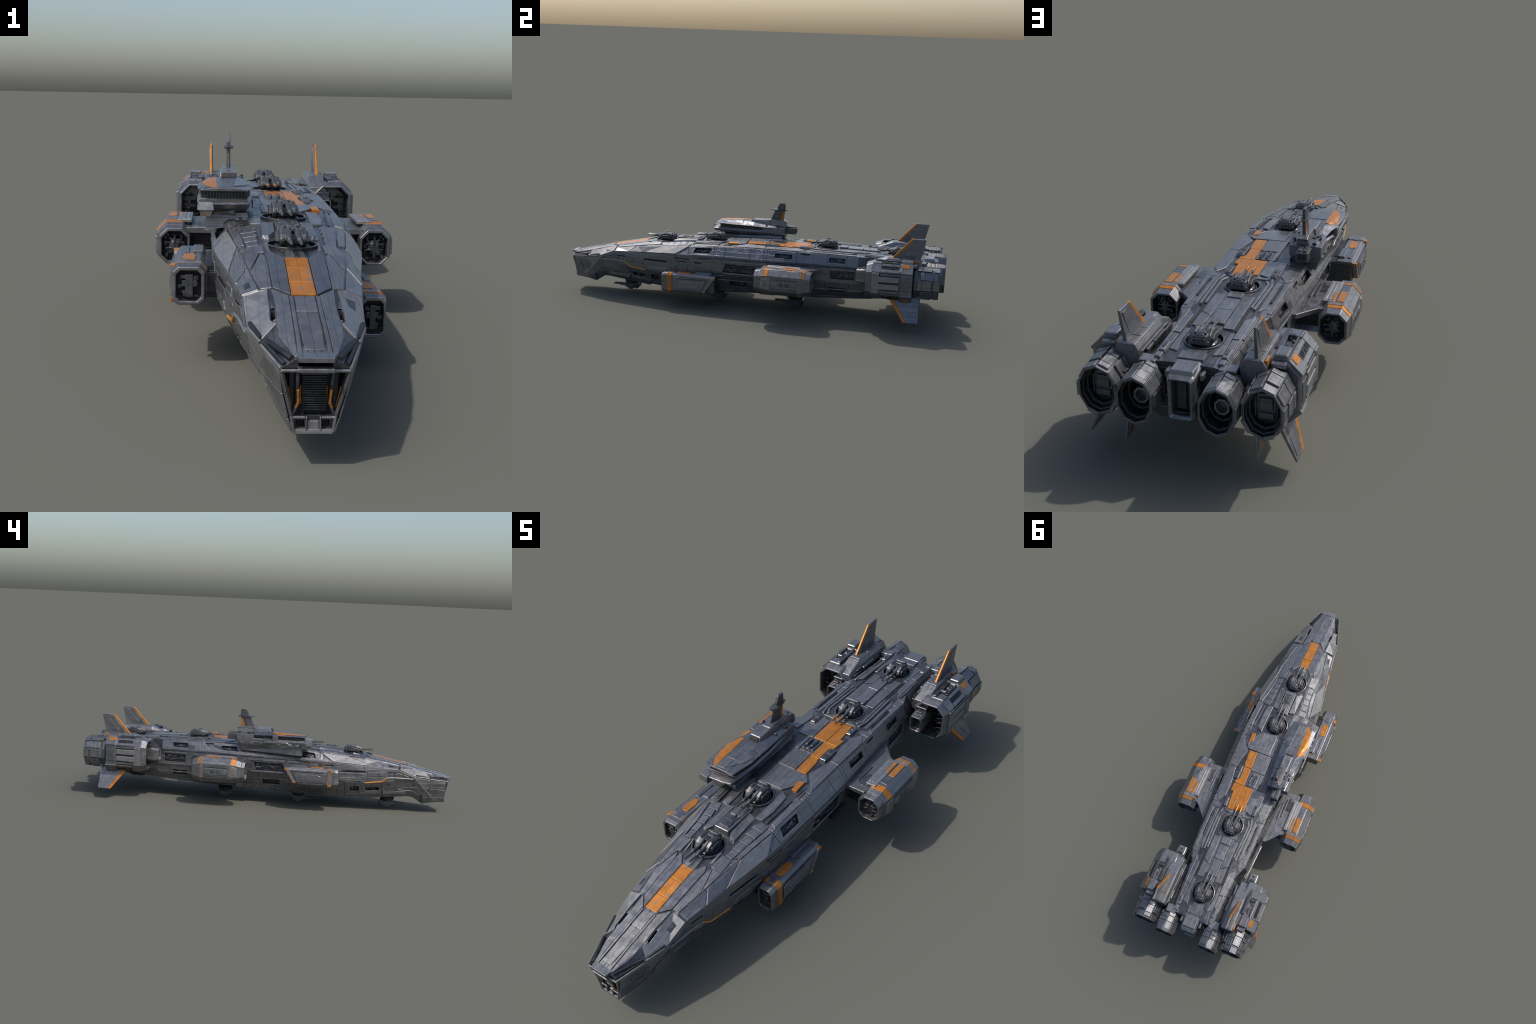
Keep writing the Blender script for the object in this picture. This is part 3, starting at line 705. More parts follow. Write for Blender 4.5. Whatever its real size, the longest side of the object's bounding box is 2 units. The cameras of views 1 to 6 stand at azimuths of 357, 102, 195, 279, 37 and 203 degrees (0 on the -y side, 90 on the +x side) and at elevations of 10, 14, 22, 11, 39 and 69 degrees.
    fin(b, 'wing_root_slat', 'black', w)
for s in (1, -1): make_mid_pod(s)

# ------------------------------------------------------------------ forward pods (the pair is set at different heights)
def make_fore_pod(s, x0, x1, z0, z1, dy):
    def fin(bag, name, mat, parent=None, kind=None):
        if s < 0: flip(bag.bm)
        return bag.done(name, mat, parent, kind)
    X, Z, hw, hh = (x0 + x1) / 2, (z0 + z1) / 2, (x1 - x0) / 2, (z1 - z0) / 2
    Y = lambda y: y + dy
    b = Bag()
    rings = [oct_ring(Y(-.408), X, Z, hw * .92, hh * .92, .34), oct_ring(Y(-.392), X, Z, hw, hh, .34), oct_ring(Y(-.200), X, Z, hw, hh, .34)]
    # raked stern: the upper edge runs further aft
    rear = [(x, Y(-.120) - (Z + hh - z) * .65, z) for x, _, z in oct_ring(0, X, Z + hh * .05, hw, hh * .9, .30)]
    inn = [oct_ring(Y(-.408), X, Z, hw * .74, hh * .76, .34), oct_ring(Y(-.386), X, Z, hw * .70, hh * .72, .34), oct_ring(Y(-.386), X, Z, .004, .004, .34)]
    bm = loft(inn[::-1] + rings + [rear]); chamfer(bm, .0012, 30); b.add(bm)
    pod = fin(b, 'weapon_pod', 'hull')
    r = random.Random(3); b = Bag()
    for i in range(22):
        x, z = X + r.uniform(-.6, .4) * hw, Z + r.uniform(-.62, .4) * hh
        b.add(box(x, x + r.uniform(.004, .012), Y(-.386 - r.uniform(.004, .016)), Y(-.384), z, z + r.uniform(.004, .012), .0008))
    b.add(box(X - hw * .5, X + hw * .4, Y(-.404), Y(-.385), Z - .002, Z + .012, .001), box(X - hw * .25, X + hw * .2, Y(-.405), Y(-.385), Z - hh * .55, Z + hh * .55, .001))
    fin(b, 'pod_machinery', 'mech', pod, 'stuff')
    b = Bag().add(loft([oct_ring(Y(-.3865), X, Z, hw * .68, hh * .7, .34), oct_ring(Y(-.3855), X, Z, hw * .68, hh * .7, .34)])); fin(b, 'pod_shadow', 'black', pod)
    # coloured band behind the mouth
    bm = tube([oct_ring(Y(y), X, Z, hw + .0022, hh + .0022, .34) for y in (-.376, -.352)], [oct_ring(Y(y), X, Z, hw - .004, hh - .004, .34) for y in (-.376, -.352)])
    fin(Bag().add(bm), 'pod_band', 'orange' if s > 0 else 'tan', pod)
    xo = x1
    b = Bag().add(prism([(Y(-.345), Z - hh * .55), (Y(-.195), Z - hh * .62), (Y(-.165), Z + hh * .55), (Y(-.345), Z + hh * .5)], 'x', xo - .004, xo + .006, .002)); fin(b, 'pod_side_plate', 'hull', pod)
    b = Bag().add(prism([(Y(-.320), Z - hh * .38), (Y(-.215), Z - hh * .38), (Y(-.20), Z + hh * .30), (Y(-.30), Z + hh * .30), (Y(-.318), Z + hh * .16)], 'x', xo, xo + .0085, .001)); fin(b, 'pod_side_door', 'plate', pod)
    b = Bag().add(box(xo - .01, xo + .0075, Y(-.335), Y(-.165), Z + hh * .56, Z + hh * .62, .0008), box(xo - .01, xo + .0065, Y(-.33), Y(-.20), Z - hh * .86, Z - hh * .70, .001)); fin(b, 'pod_side_rail', 'mech', pod)
    # raked frame bar at the stern
    q = lambda z: Y(-.128) - (Z + hh - z) * .65
    za, zb_ = Z - hh * .75, Z + hh * .8
    b = Bag().add(prism([(q(za) - .006, za), (q(za) + .010, za), (q(zb_) + .010, zb_), (q(zb_) - .006, zb_)], 'x', xo - .012, xo + .006, .0015)); fin(b, 'pod_frame_bar', 'tan' if s < 0 else 'plate', pod)
    b = Bag().add(prism([(q(zb_) - .004, zb_ - .008), (q(zb_) + .011, zb_ - .008), (q(zb_) + .011, zb_ + .002), (q(zb_) - .004, zb_ + .002)], 'x', xo - .010, xo + .0072, .001)); fin(b, 'pod_stripe', 'orange', pod)
    b = Bag().add(prism([(q(za) - .004, za - .001), (q(za) + .011, za - .001), (q(za) + .014, za + .008), (q(za), za + .008)], 'x', xo - .010, xo + .0072, .001)); fin(b, 'pod_stripe', 'orange', pod)
    if s < 0:
        b = Bag().add(prism([(Y(-.374), z1 - .010), (Y(-.354), z1 - .010), (Y(-.354), z1 - .003), (Y(-.374), z1 - .003)], 'x', xo - .02, xo + .004, .001)); fin(b, 'pod_stripe', 'orange', pod)
        b = Bag().add(prism([(Y(-.374), z0 + .002), (Y(-.354), z0 + .002), (Y(-.354), z0 + .014), (Y(-.374), z0 + .014)], 'x', xo - .02, xo + .004, .001)); fin(b, 'pod_stripe', 'orange', pod)
    # top
    b = Bag().add(prism([(X - .012, Y(-.330)), (X + .010, Y(-.330)), (X + .017, Y(-.31)), (X + .015, Y(-.262)), (X - .006, Y(-.255)), (X - .014, Y(-.29))], 'z', z1 - .002, z1 + .0022, .0006)); fin(b, 'pod_stripe', 'orange', pod)
    b = Bag().add(box(X - .012, X + .012, Y(-.375), Y(-.345), z1 - .001, z1 + .0025, .001), box(X - hw * .85, X - .002, Y(-.235), Y(-.15), z1 - .003, z1 + .006, .002, top=.003), box(X + .004, X + .018, Y(-.245), Y(-.155), z1 - .003, z1 + .003, .001)); fin(b, 'pod_top_plate', 'blue', pod)
    # root that ties the pod into the flank
    b = Bag().add(box(.10, x1 - .013, Y(-.30), Y(-.130), Z - hh * .92, Z + hh * .80, .003)); fin(b, 'pod_stern_box', 'mech', pod)
    b = Bag().add(box(.10, x0 + .006, Y(-.375), Y(-.160), Z - hh * .7, Z + hh * .55, .002, rear=.03), box(.10, x0 + .006, Y(-.355), Y(-.18), Z + hh * .5, Z + hh * .85, .002)); fin(b, 'pod_root', 'dark', pod)
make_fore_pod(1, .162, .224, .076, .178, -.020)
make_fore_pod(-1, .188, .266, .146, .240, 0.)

# ------------------------------------------------------------------ main engines
def make_outer_engine(s):
    def fin(bag, name, mat, parent=None, kind=None):
        if s < 0: flip(bag.bm)
        return bag.done(name, mat, parent, kind)
    X, Z = .226, .244
    b = Bag()
    prof = [(.624, .063, .077), (.652, .0705, .085), (.660, .0710, .086), (.790, .070, .088), (.792, .073, .094), (.842, .073, .094), (.850, .066, .084)]
    outer = [oct_ring(y, X, Z, a, c, .48) for y, a, c in prof]
    i0 = [oct_ring(.624, X, Z, .057, .071, .48), oct_ring(.690, X, Z, .050, .065, .48), oct_ring(.690, X, Z, .01, .01, .48)]
    i1 = [oct_ring(.850, X, Z, .02, .02, .48)]
    bm = loft(i0[::-1] + outer + i1); chamfer(bm, .0015, 24); b.add(bm)
    eng = fin(b, 'main_engine', 'hull')
    # intake machinery
    r = random.Random(9); b = Bag()
    for i in range(40):
        x, z = X + r.uniform(-.045, .035), Z + r.uniform(-.060, .045)
        b.add(box(x, x + r.uniform(.005, .016), .690 - r.uniform(.01, .045), .692, z, z + r.uniform(.004, .018), .001))
    for k in range(5): b.add(rod((X + .03, .64, Z - .05 + k * .022), (X + .054, .65, Z - .05 + k * .022), .003, n=6))
    fin(b, 'intake_machinery', 'dark', eng, 'stuff')
    xo = X + .0705
    # side plates: two long slats, slots above and below
    zc, c = Z, .48 * .0705
    b = Bag().add(prism([(.655, zc - .050), (.690, zc - .050), (.690, zc + .050), (.655, zc + .050)], 'x', xo - .004, xo + .0065, .0015))
    for z0, z1 in ((-.033, -.004), (.004, .033)):
        b.add(prism([(.688, zc + z0), (.786, zc + z0 + .003), (.786, zc + z1), (.688, zc + z1)], 'x', xo - .004, xo + .0065, .0018))
    fin(b, 'engine_side_plate', 'pale', eng)
    b = Bag().add(box(xo - .003, xo + .0016, .688, .787, zc - .050, zc + .050, 0)); fin(b, 'side_slot', 'dark', eng)
    b = Bag().add(box(xo - .003, xo + .0045, .694, .786, zc + .038, zc + .047, .001), box(xo - .003, xo + .0045, .694, .786, zc - .047, zc - .038, .001)); fin(b, 'side_tube', 'hull', eng)
    b = Bag()
    for y in (.664, .678):
        for z0 in (-.036, .034): b.add(box(xo + .006, xo + .0085, y, y + .007, zc + z0, zc + z0 + .005, .0006))
    fin(b, 'plate_clip', 'mech', eng, 'stuff')
    # a piece of plate on a chamfer face of the body
    def cham(y0, y1, up, t0, t1, h, off=0.):
        c = .48 * .0705
        P0, P1 = Vector((X + .0705, 0, Z + up * (.0865 - c))), Vector((X + .0705 - c, 0, Z + up * .0865))
        n = Vector((1, 0, up)).normalized(); a, e = P0.lerp(P1, t0), P0.lerp(P1, t1); Yv = lambda y: Vector((0, y, 0))
        return loft([[a + n * (h + off) + Yv(y), e + n * (h + off) + Yv(y), e - n * .004 + n * off + Yv(y), a - n * .004 + n * off + Yv(y)] for y in (y0, y1)])
    b = Bag().add(cham(.70, .786, 1, .34, .74, .0008)); fin(b, 'engine_slot', 'black', eng)
    b = Bag(); r = random.Random(4)
    for i in range(9): 
        y = .703 + i * .009; b.add(cham(y, y + r.uniform(.003, .007), 1, r.uniform(.36, .5), r.uniform(.55, .72), r.uniform(.001, .003)))
    fin(b, 'slot_machinery', 'dark', eng, 'stuff')
    b = Bag().add(cham(.70, .788, 1, .02, .32, .004), cham(.70, .788, 1, .76, 1.0, .003), cham(.655, .696, 1, .02, .98, .003))
    b.add(cham(.70, .788, -1, .02, .30, .004), cham(.655, .696, -1, .02, .98, .003)); fin(b, 'engine_chamfer_plate', 'plate', eng)
    b = Bag().add(cham(.705, .788, -1, .36, .95, .0012)); fin(b, 'engine_slot', 'dark', eng)
    b = Bag().add(cham(.715, .735, -1, .4, .8, .003), cham(.755, .78, -1, .4, .8, .003)); fin(b, 'slot_machinery', 'mech', eng, 'stuff')
    # rear collar clamps
    b = Bag().add(cham(.794, .848, 1, -.05, 1.05, .008), cham(.794, .848, -1, -.05, 1.05, .008)); fin(b, 'engine_clamp', 'plate', eng)
    b = Bag().add(cham(.796, .832, 1, .55, 1.0, .0095)); fin(b, 'engine_stripe', 'orange', eng)
    b = Bag().add(cham(.810, .832, -1, .55, .95, .0095)); fin(b, 'engine_stripe', 'orange' if s > 0 else 'tan', eng)
    b = Bag().add(box(xo - .004, xo + .0055, .796, .838, .212, .274, .0015)); fin(b, 'engine_clamp', 'blue', eng)
    # top trough machinery
    zt = Z + .087; b = Bag(); r = random.Random(6)
    for i in range(14):
        y = .70 + r.uniform(0, .075); x = X + r.uniform(.0, .022)
        b.add(box(x, x + r.uniform(.003, .010), y, y + r.uniform(.006, .022), zt - .002, zt + r.uniform(.003, .009), .0008))
    b.add(box(X + .004, X + .026, .700, .716, zt - .004, zt + .017, .002, front=.004), box(X - .012, X + .004, .665, .786, zt - .004, zt + .012, .002), box(X + .027, X + .034, .70, .786, zt - .004, zt + .010, .002))
    fin(b, 'engine_top_machinery', 'mech', eng, 'stuff')
    b = Bag().add(box(X - .012, X + .038, .656, .698, zt - .004, zt + .006, .002, front=.004), box(X - .008, X + .040, .792, .846, zt, zt + .021, .003, top=.006), box(X - .006, X + .034, .846, .866, zt - .01, zt + .004, .002))
    fin(b, 'engine_top_plate', 'plate', eng)
    # nozzle
    NX, NZ = .2275, .244
    b = Bag()
    no = [oval_ring(y, NX, NZ, a, c, 10) for y, a, c in ((.850, .050, .066), (.856, .0615, .079), (.872, .0625, .0795), (.874, .0600, .0765), (.940, .0580, .074), (.9415, .0600, .076), (.960, .0580, .0745), (.975, .056, .0725))]
    ni = [oval_ring(y, NX, NZ, a, c, 10) for y, a, c in ((.975, .0510, .0670), (.962, .050, .0655), (.961, .0465, .0615), (.946, .0455, .060), (.945, .041, .0545), (.928, .039, .052), (.928, .008, .008))]
    bm = loft(no + ni[:1] + [oval_ring(.973, NX, NZ, .0507, .0665, 10)], cap1=False); chamfer(bm, .001, 20); b.add(bm); noz = fin(b, 'engine_nozzle', 'gun', eng)
    fin(Bag().add(loft([oval_ring(.973, NX, NZ, .0507, .0665, 10)] + ni[1:], cap0=False)), 'nozzle_liner', 'dark', noz)
    b = Bag()
    for i in range(10):
        w0, w1 = (.55, 1.45) if i % 2 else (.60, 1.40)
        a0 = 2 * math.pi * (i + w0) / 10; a1 = 2 * math.pi * (i + w1) / 10
        R = lambda y, a, k, o: (NX + (.0575 * k + o) * math.cos(a), y, NZ + (.0745 * k + o) * math.sin(a))
        y0, y1, h = ((.872, .938, .0060) if i % 2 else (.886, .946, .0040))
        for ya, yb, hh in ((y0, y0 + .020, h + .002), (y0 + .0215, y1, h), (.9475, .976 if i % 2 else .966, .0045)):
            ka, kb = 1.02 - .35 * max(0, ya - .93), 1.02 - .9 * max(0, yb - .94)
            bm = loft([[R(ya, a0, ka, hh), R(ya, a1, ka, hh), R(ya, a1, ka, -.004), R(ya, a0, ka, -.004)], [R(yb, a0, kb, hh), R(yb, a1, kb, hh), R(yb, a1, kb, -.004), R(yb, a0, kb, -.004)]])
            chamfer(bm, .0012); b.add(bm)
    fin(b, 'nozzle_petal', 'hull', noz, 'stuff')
    b = Bag().add(box(NX - .026, NX + .026, .925, .933, NZ - .038, NZ + .038, .002), box(NX - .019, NX + .019, .931, .938, NZ - .008, NZ + .028, .002), box(NX - .022, NX + .022, .931, .940, NZ - .034, NZ - .016, .002), box(NX - .032, NX - .026, .926, .936, NZ - .03, NZ + .03, .002), box(NX + .026, NX + .032, .926, .936, NZ - .03, NZ + .03, .002))
    b.add(rod((NX - .014, .938, NZ + .038), (NX + .014, .938, NZ + .038), .005, n=8)); fin(b, 'nozzle_core', 'mech', noz)
    # forward stub tank
    b = Bag()
    bm = loft([oct_ring(.590, .194, .248, .010, .012, .3), oct_ring(.590, .194, .246, .018, .026, .3), oct_ring(.574, .194, .246, .020, .028, .3), oct_ring(.571, .194, .246, .0235, .033, .3), oct_ring(.590, .194, .246, .0255, .035, .3), oct_ring(.612, .194, .247, .026, .037, .3), oct_ring(.70, .196, .247, .020, .026, .3)])
    chamfer(bm, .0015, 25); b.add(bm); stub = fin(b, 'intake_stub', 'plate', eng)
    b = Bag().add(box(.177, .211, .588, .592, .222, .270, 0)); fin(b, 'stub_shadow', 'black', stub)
    b = Bag().add(box(.182, .206, .60, .612, .284, .290, .001), box(.186, .202, .582, .59, .282, .286, .001), box(.172, .216, .618, .66, .278, .300, .002)); fin(b, 'stub_rail', 'mech', stub)
    # upper fin housing
    b = Bag()
    hs = lambda y, zt_, k=0.: [(.143, y, .270), (.214, y, .270), (.214, y, zt_ - .020), (.203, y, zt_), (.153, y, zt_), (.143, y, zt_ - .020)]
    bm = loft([hs(.636, .315), hs(.716, .347), hs(.790, .348), hs(.885, .348)]); chamfer(bm, .0015, 24); b.add(bm)
    fh = fin(b, 'fin_housing', 'plate', eng)
    b = Bag().add(box(.156, .200, .722, .786, .344, .3495, .001), box(.157, .199, .79, .835, .345, .3505, .001), box(.157, .199, .838, .882, .345, .350, .001), box(.138, .1445, .66, .86, .296, .306, .001), box(.139, .1445, .68, .87, .316, .322, .001))
    fin(b, 'housing_plate', 'hull', fh)
    b = Bag().add(box(.130, .146, .72, .80, .300, .320, .003), rod((.137, .80, .311), (.137, .845, .311), .006, n=8), rod((.137, .66, .308), (.137, .72, .308), .004, n=8)); fin(b, 'housing_actuator', 'mech', fh)
    b = Bag().add(box(.199, .214, .842, .876, .328, .346, .002)); fin(b, 'housing_lamp', 'orange', fh)
    b = Bag().add(box(.202, .212, .848, .870, .344, .3475, .001)); fin(b, 'housing_lamp_lid', 'plate', fh)
    # fins
    def fin_plate(root_f, root_r, tip_f, tip_r, th, lead, nm):
        """tapered blade, with a separate painted leading edge"""
        rf, rr, tf, tr = map(Vector, (root_f, root_r, tip_f, tip_r)); n = (rr - rf).cross(tf - rf).normalized()
        def sl(a, e, k0, k1, t): 
            p, q = a.lerp(e, k0), a.lerp(e, k1); return [p - n * t, q - n * t, q + n * t, p + n * t]
        bm = loft([sl(rf, rr, lead, 1, th), sl(tf, tr, lead * 1.4, 1, th * .6)]); chamfer(bm, .001); o = fin(Bag().add(bm), nm, 'hull', eng)
        bm = loft([sl(rf, rr, 0, lead, th * .8), sl(tf, tr, 0, lead * 1.4, th * .62)]); chamfer(bm, .0015)
        fin(Bag().add(bm), nm + '_leading_edge', 'orange', o)
        g = .06
        def inset(k, h): return rf.lerp(rr, k).lerp(tf.lerp(tr, k), h)
        for sg in (1, -1):
            q = [inset(.42, .16), inset(.80, .16), inset(.86, .9), inset(.62, .9)]
            t2 = th * .8
            bm = loft([[p + n * sg * t2 * .5 for p in q], [p + n * sg * (t2 + .0012) for p in q]]); fin(Bag().add(bm), nm + '_panel', 'hull', o)
        return o
    fin_plate((.186, .736, .344), (.184, .876, .344), (.187, .831, .449), (.187, .900, .449), .0058, .13, 'tail_fin')
    fin_plate((.243, .730, .172), (.243, .884, .172), (.301, .817, .056), (.300, .887, .058), .0055, .16, 'belly_fin')
    fin_plate((.180, .735, .180), (.180, .884, .180), (.190, .838, .053), (.190, .898, .053), .0050, .16, 'inner_belly_fin')
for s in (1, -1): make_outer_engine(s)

def make_inner_engine(s):
    def fin(bag, name, mat, parent=None, kind=None):
        if s < 0: flip(bag.bm)
        return bag.done(name, mat, parent, kind)
    X, Z = .1125, .243
    b = Bag()
    no = [oval_ring(y, X, Z, a, c, 10) for y, a, c in ((.860, .040, .055), (.890, .051, .068), (.905, .053, .071), (.907, .051, .069), (.955, .0525, .071), (.957, .055, .0735), (.985, .0545, .0725), (1.0, .052, .071))]
    ni = [oval_ring(y, X, Z, a, c, 10) for y, a, c in ((1.0, .046, .063), (.982, .045, .061), (.981, .041, .056), (.950, .038, .052), (.949, .034, .046), (.915, .030, .040), (.915, .006, .006))]
    bm = loft(no + ni[:1] + [oval_ring(.998, X, Z, .0455, .0625, 10)], cap1=False); chamfer(bm, .001, 20); b.add(bm); eng = fin(b, 'cruise_engine', 'gun')
    fin(Bag().add(loft([oval_ring(.998, X, Z, .0455, .0625, 10)] + ni[1:], cap0=False)), 'nozzle_liner', 'dark', eng)
    b = Bag().add(loft([oval_ring(y, X, Z - .008, a, a * 1.12, 8) for y, a in ((.914, .020), (.946, .022), (.952, .0225))] + [oval_ring(y, X, Z - .008, a, a * 1.12, 8) for y, a in ((.952, .0165), (.925, .0150), (.925, .004))]))
    fin(b, 'burner_ring', 'plate', eng)
    b = Bag()
    for i in range(10):
        a0, a1 = 2 * math.pi * (i + .57) / 10, 2 * math.pi * (i + 1.43) / 10
        R = lambda y, a, o: (X + (.0515 + o) * math.cos(a), y, Z + (.0695 + o) * math.sin(a))
        y0 = .903 + (i % 2) * .010
        for ya, yb, hh in ((y0, y0 + .018, .0055), (y0 + .0195, .950, .0040), (.9515, .998 if i % 2 else .985, .0045)):
            kb = -.0015 if yb > .96 else 0
            bm = loft([[R(ya, a0, hh), R(ya, a1, hh), R(ya, a1, -.004), R(ya, a0, -.004)], [R(yb, a0, hh + kb), R(yb, a1, hh + kb), R(yb, a1, -.004), R(yb, a0, -.004)]])
            chamfer(bm, .0012); b.add(bm)
    fin(b, 'nozzle_petal', 'hull', eng, 'stuff')
    b = Bag().add(box(X - .024, X + .024, .862, .905, Z + .060, Z + .074, .002, front=.006)); fin(b, 'engine_saddle', 'plate', eng)
    b = Bag().add(rod((X - .03, .87, Z), (X - .052, .90, Z + .03), .006, n=6), rod((X - .04, .87, Z - .03), (X - .055, .91, Z - .02), .005, n=6)); fin(b, 'engine_pipe', 'mech', eng)
for s in (1, -1): make_inner_engine(s)

# centre exhaust box
b = Bag()
def rr(y, hw, z0, z1): return oct_ring(y, 0, (z0 + z1) / 2, hw, (z1 - z0) / 2, .16)
bm = loft([rr(.930, .012, .22, .28), rr(.930, .022, .195, .292), rr(.955, .024, .193, .294), rr(.962, .032, .185, .302), rr(.950, .0385, .178, .308), rr(.885, .0400, .172, .318)])
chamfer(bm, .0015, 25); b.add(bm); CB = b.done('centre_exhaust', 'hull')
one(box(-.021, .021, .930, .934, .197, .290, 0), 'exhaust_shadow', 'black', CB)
b = Bag().add(box(-.012, .014, .932, .940, .205, .285, .001), box(-.018, .018, .932, .950, .196, .202, .001)); b.done('exhaust_grille', 'dark', CB)
one(box(-.036, .036, .880, .944, .305, .3195, .002, top=.004, rear=.004), 'exhaust_roof', 'plate', CB)
for s in (1, -1):
    one(box(min(s * .042, s * .054), max(s * .042, s * .054), .89, .925, .285, .305, .003), 'exhaust_strut', 'plate', CB)
    one(box(min(s * .040, s * .10), max(s * .040, s * .10), .88, .90, .18, .30, .002), 'stern_bulkhead', 'dark', CB)
for s in (1, -1):
    one(box(*sorted((s * .040, s * .215)), .84, .872, .185, .302, .003), 'stern_bulkhead', 'dark', HULL)
    one(box(*sorted((s * .120, s * .185)), .66, .86, .20, .296, .003), 'engine_mount', 'dark', HULL)
    one(box(*sorted((s * .150, s * .175)), .80, .90, .196, .206, .002), 'engine_mount', 'mech', HULL)
    for k in range(4):
        one(rod((s * (.160 + .005 * (k % 2)), .86, .215 + .022 * k), (s * .172, .925, .215 + .022 * k), .005, n=6), 'stern_pipe', 'mech', HULL)

# ------------------------------------------------------------------ command bridge, set off to the -x side
OUT = [(-.212, -.205), (-.200, -.222), (-.118, -.216), (-.084, -.208), (-.074, -.120), (-.076, -.01), (-.090, .148), (-.194, .146), (-.190, .015), (-.211, -.062)]
BC = (-.143, -.035)
def outline(z, ins, fwd=0., rearcut=0.):
    r = []
    for x, y in OUT:
        dx, dy = x - BC[0], y - BC[1]
        x2 = BC[0] + dx * (1 - ins / max(abs(dx), .03)) if abs(dx) > ins else BC[0]
        y2 = BC[1] + dy * (1 - ins / .18) - (fwd if y < -.19 else 0)
        zz = z - (.007 * max(0, (y2 - .02) / .12) if z > .38 else 0)
        r.append((x2, y2, zz))
    return r
bm = loft([outline(.318, .040), outline(.334, .018, .004), outline(.349, .004, .022), outline(.360, .001, .030), outline(.364, .001, .028), outline(.369, .007, .006)])
chamfer(bm, .0012, 30); BR = one(bm, 'bridge', 'hull')
bm = loft([outline(.368, .008), outline(.3915, .008)]); one(bm, 'bridge_window_band', 'glass', BR)
ROOF = [(-.224, -.203, -.086, .3935, -.176, -.112, .3965), (-.205, -.2125, -.083, .3935, -.190, -.122, .3985), (-.130, -.2145, -.073, .3935, -.193, -.119, .4035),
        (-.062, -.211, -.0745, .3925, -.184, -.112, .4065), (-.020, -.198, -.076, .391, -.172, -.108, .4065), (.030, -.191, -.081, .388, -.168, -.106, .401), (.149, -.196, -.089, .384, -.176, -.104, .3915)]
bm = loft([[(xl + .003, y, ze - .004), (xl, y, ze), (tl, y, zt), (tr, y, zt), (xr, y, ze), (xr - .003, y, ze - .004)] for y, xl, xr, ze, tl, tr, zt in ROOF])
roof_bvh = BVHTree.FromBMesh(bm); chamfer(bm, .001, 18); one(bm, 'bridge_roof', 'blue', BR)
# window mullions
def along(pts, d):
    for p, q in zip(pts, pts[1:]):
        L_ = (Vector(q) - Vector(p)).length; n = max(1, int(L_ / d))
        for i in range(n): yield Vector(p).lerp(Vector(q), (i + .5) / n)
ring = outline(.382, .0075)[:6]
loop = outline(.382, .0075)
b = Bag()
for p in list(along([loop[i] for i in (0, 1, 2, 3, 4, 5, 6)], .0075)) + list(along([loop[i] for i in (8, 9, 0)], .0075)):
    b.add(box(p.x - .0011, p.x + .0011, p.y - .0011, p.y + .0011, .3675, .3915, 0))
b.done('window_mullion', 'mech', BR, 'stuff')
b = Bag()
for p, q in zip([loop[i] for i in (8, 9, 0, 1, 2, 3, 4, 5, 6)], [loop[i] for i in (9, 0, 1, 2, 3, 4, 5, 6, 7)]):
    if loop.index(p) == 6: continue
    b.add(rod((p[0], p[1], .3685), (q[0], q[1], .3685), .0022, n=6))
b.done('window_sill', 'pale', BR, 'stuff')
# windowless blocks: rear end, kink on the outboard side
one(prism([(-.196, .06), (-.088, .03), (-.087, .150), (-.197, .149)], 'z', .350, .3895, .002), 'bridge_aft_house', 'hull', BR)
one(box(-.212, -.196, -.075, -.045, .352, .393, .002), 'bridge_buttress', 'plate', BR)
# outboard sensor chin and bow shelf
one(loft([[(-.207, -.250, .346), (-.176, -.256, .346), (-.174, -.200, .346), (-.209, -.200, .346)], [(-.203, -.246, .331), (-.180, -.250, .331), (-.178, -.205, .327), (-.205, -.205, .327)]]), 'bridge_chin', 'plate', BR)
one(loft([[(-.211, -.258, .3475), (-.172, -.262, .3475), (-.172, -.222, .3475), (-.211, -.222, .3475)], [(-.209, -.252, .366), (-.174, -.256, .366), (-.176, -.222, .368), (-.209, -.222, .368)]]), 'bridge_sensor', 'plate', BR)
one(box(-.215, -.205, -.14, .02, .350, .362, .002, rear=.03, front=.02), 'bridge_belt', 'plate', BR)
bm = loft([[(-.200, -.215, .352), (-.198, -.205, .334), (-.120, -.215, .330), (-.120, -.225, .352)], [(-.2125, -.120, .352), (-.208, -.115, .326), (-.120, -.12, .318), (-.120, -.12, .352)],
           [(-.212, -.050, .352), (-.206, -.045, .322), (-.120, -.04, .315), (-.120, -.04, .352)], [(-.196, .030, .352), (-.190, .030, .328), (-.120, .03, .318), (-.120, .03, .352)], [(-.196, .146, .352), (-.190, .146, .333), (-.120, .146, .325), (-.120, .146, .352)]])
chamfer(bm, .0015, 20); one(bm, 'bridge_belly', 'hull', BR)
b = Bag()
for y in (-.19, -.15, -.09, .0, .06, .11): b.add(box(-.2135 if y < -.02 else -.198, -.150, y, y + .022, .338, .3495, .0015))
b.done('bridge_belly_plate', 'plate', BR, 'stuff')
# support neck to the hull
one(loft([[(-.195, -.205, .290), (-.085, -.215, .310), (-.080, .130, .315), (-.175, .130, .300)], [(-.190, -.200, .335), (-.090, -.205, .335), (-.092, .140, .345), (-.190, .140, .345)]]), 'bridge_neck', 'hull', BR)
b = Bag().add(box(-.075, -.0735, -.135, -.100, .338, .357, 0)); b.done('bridge_port', 'black', BR)
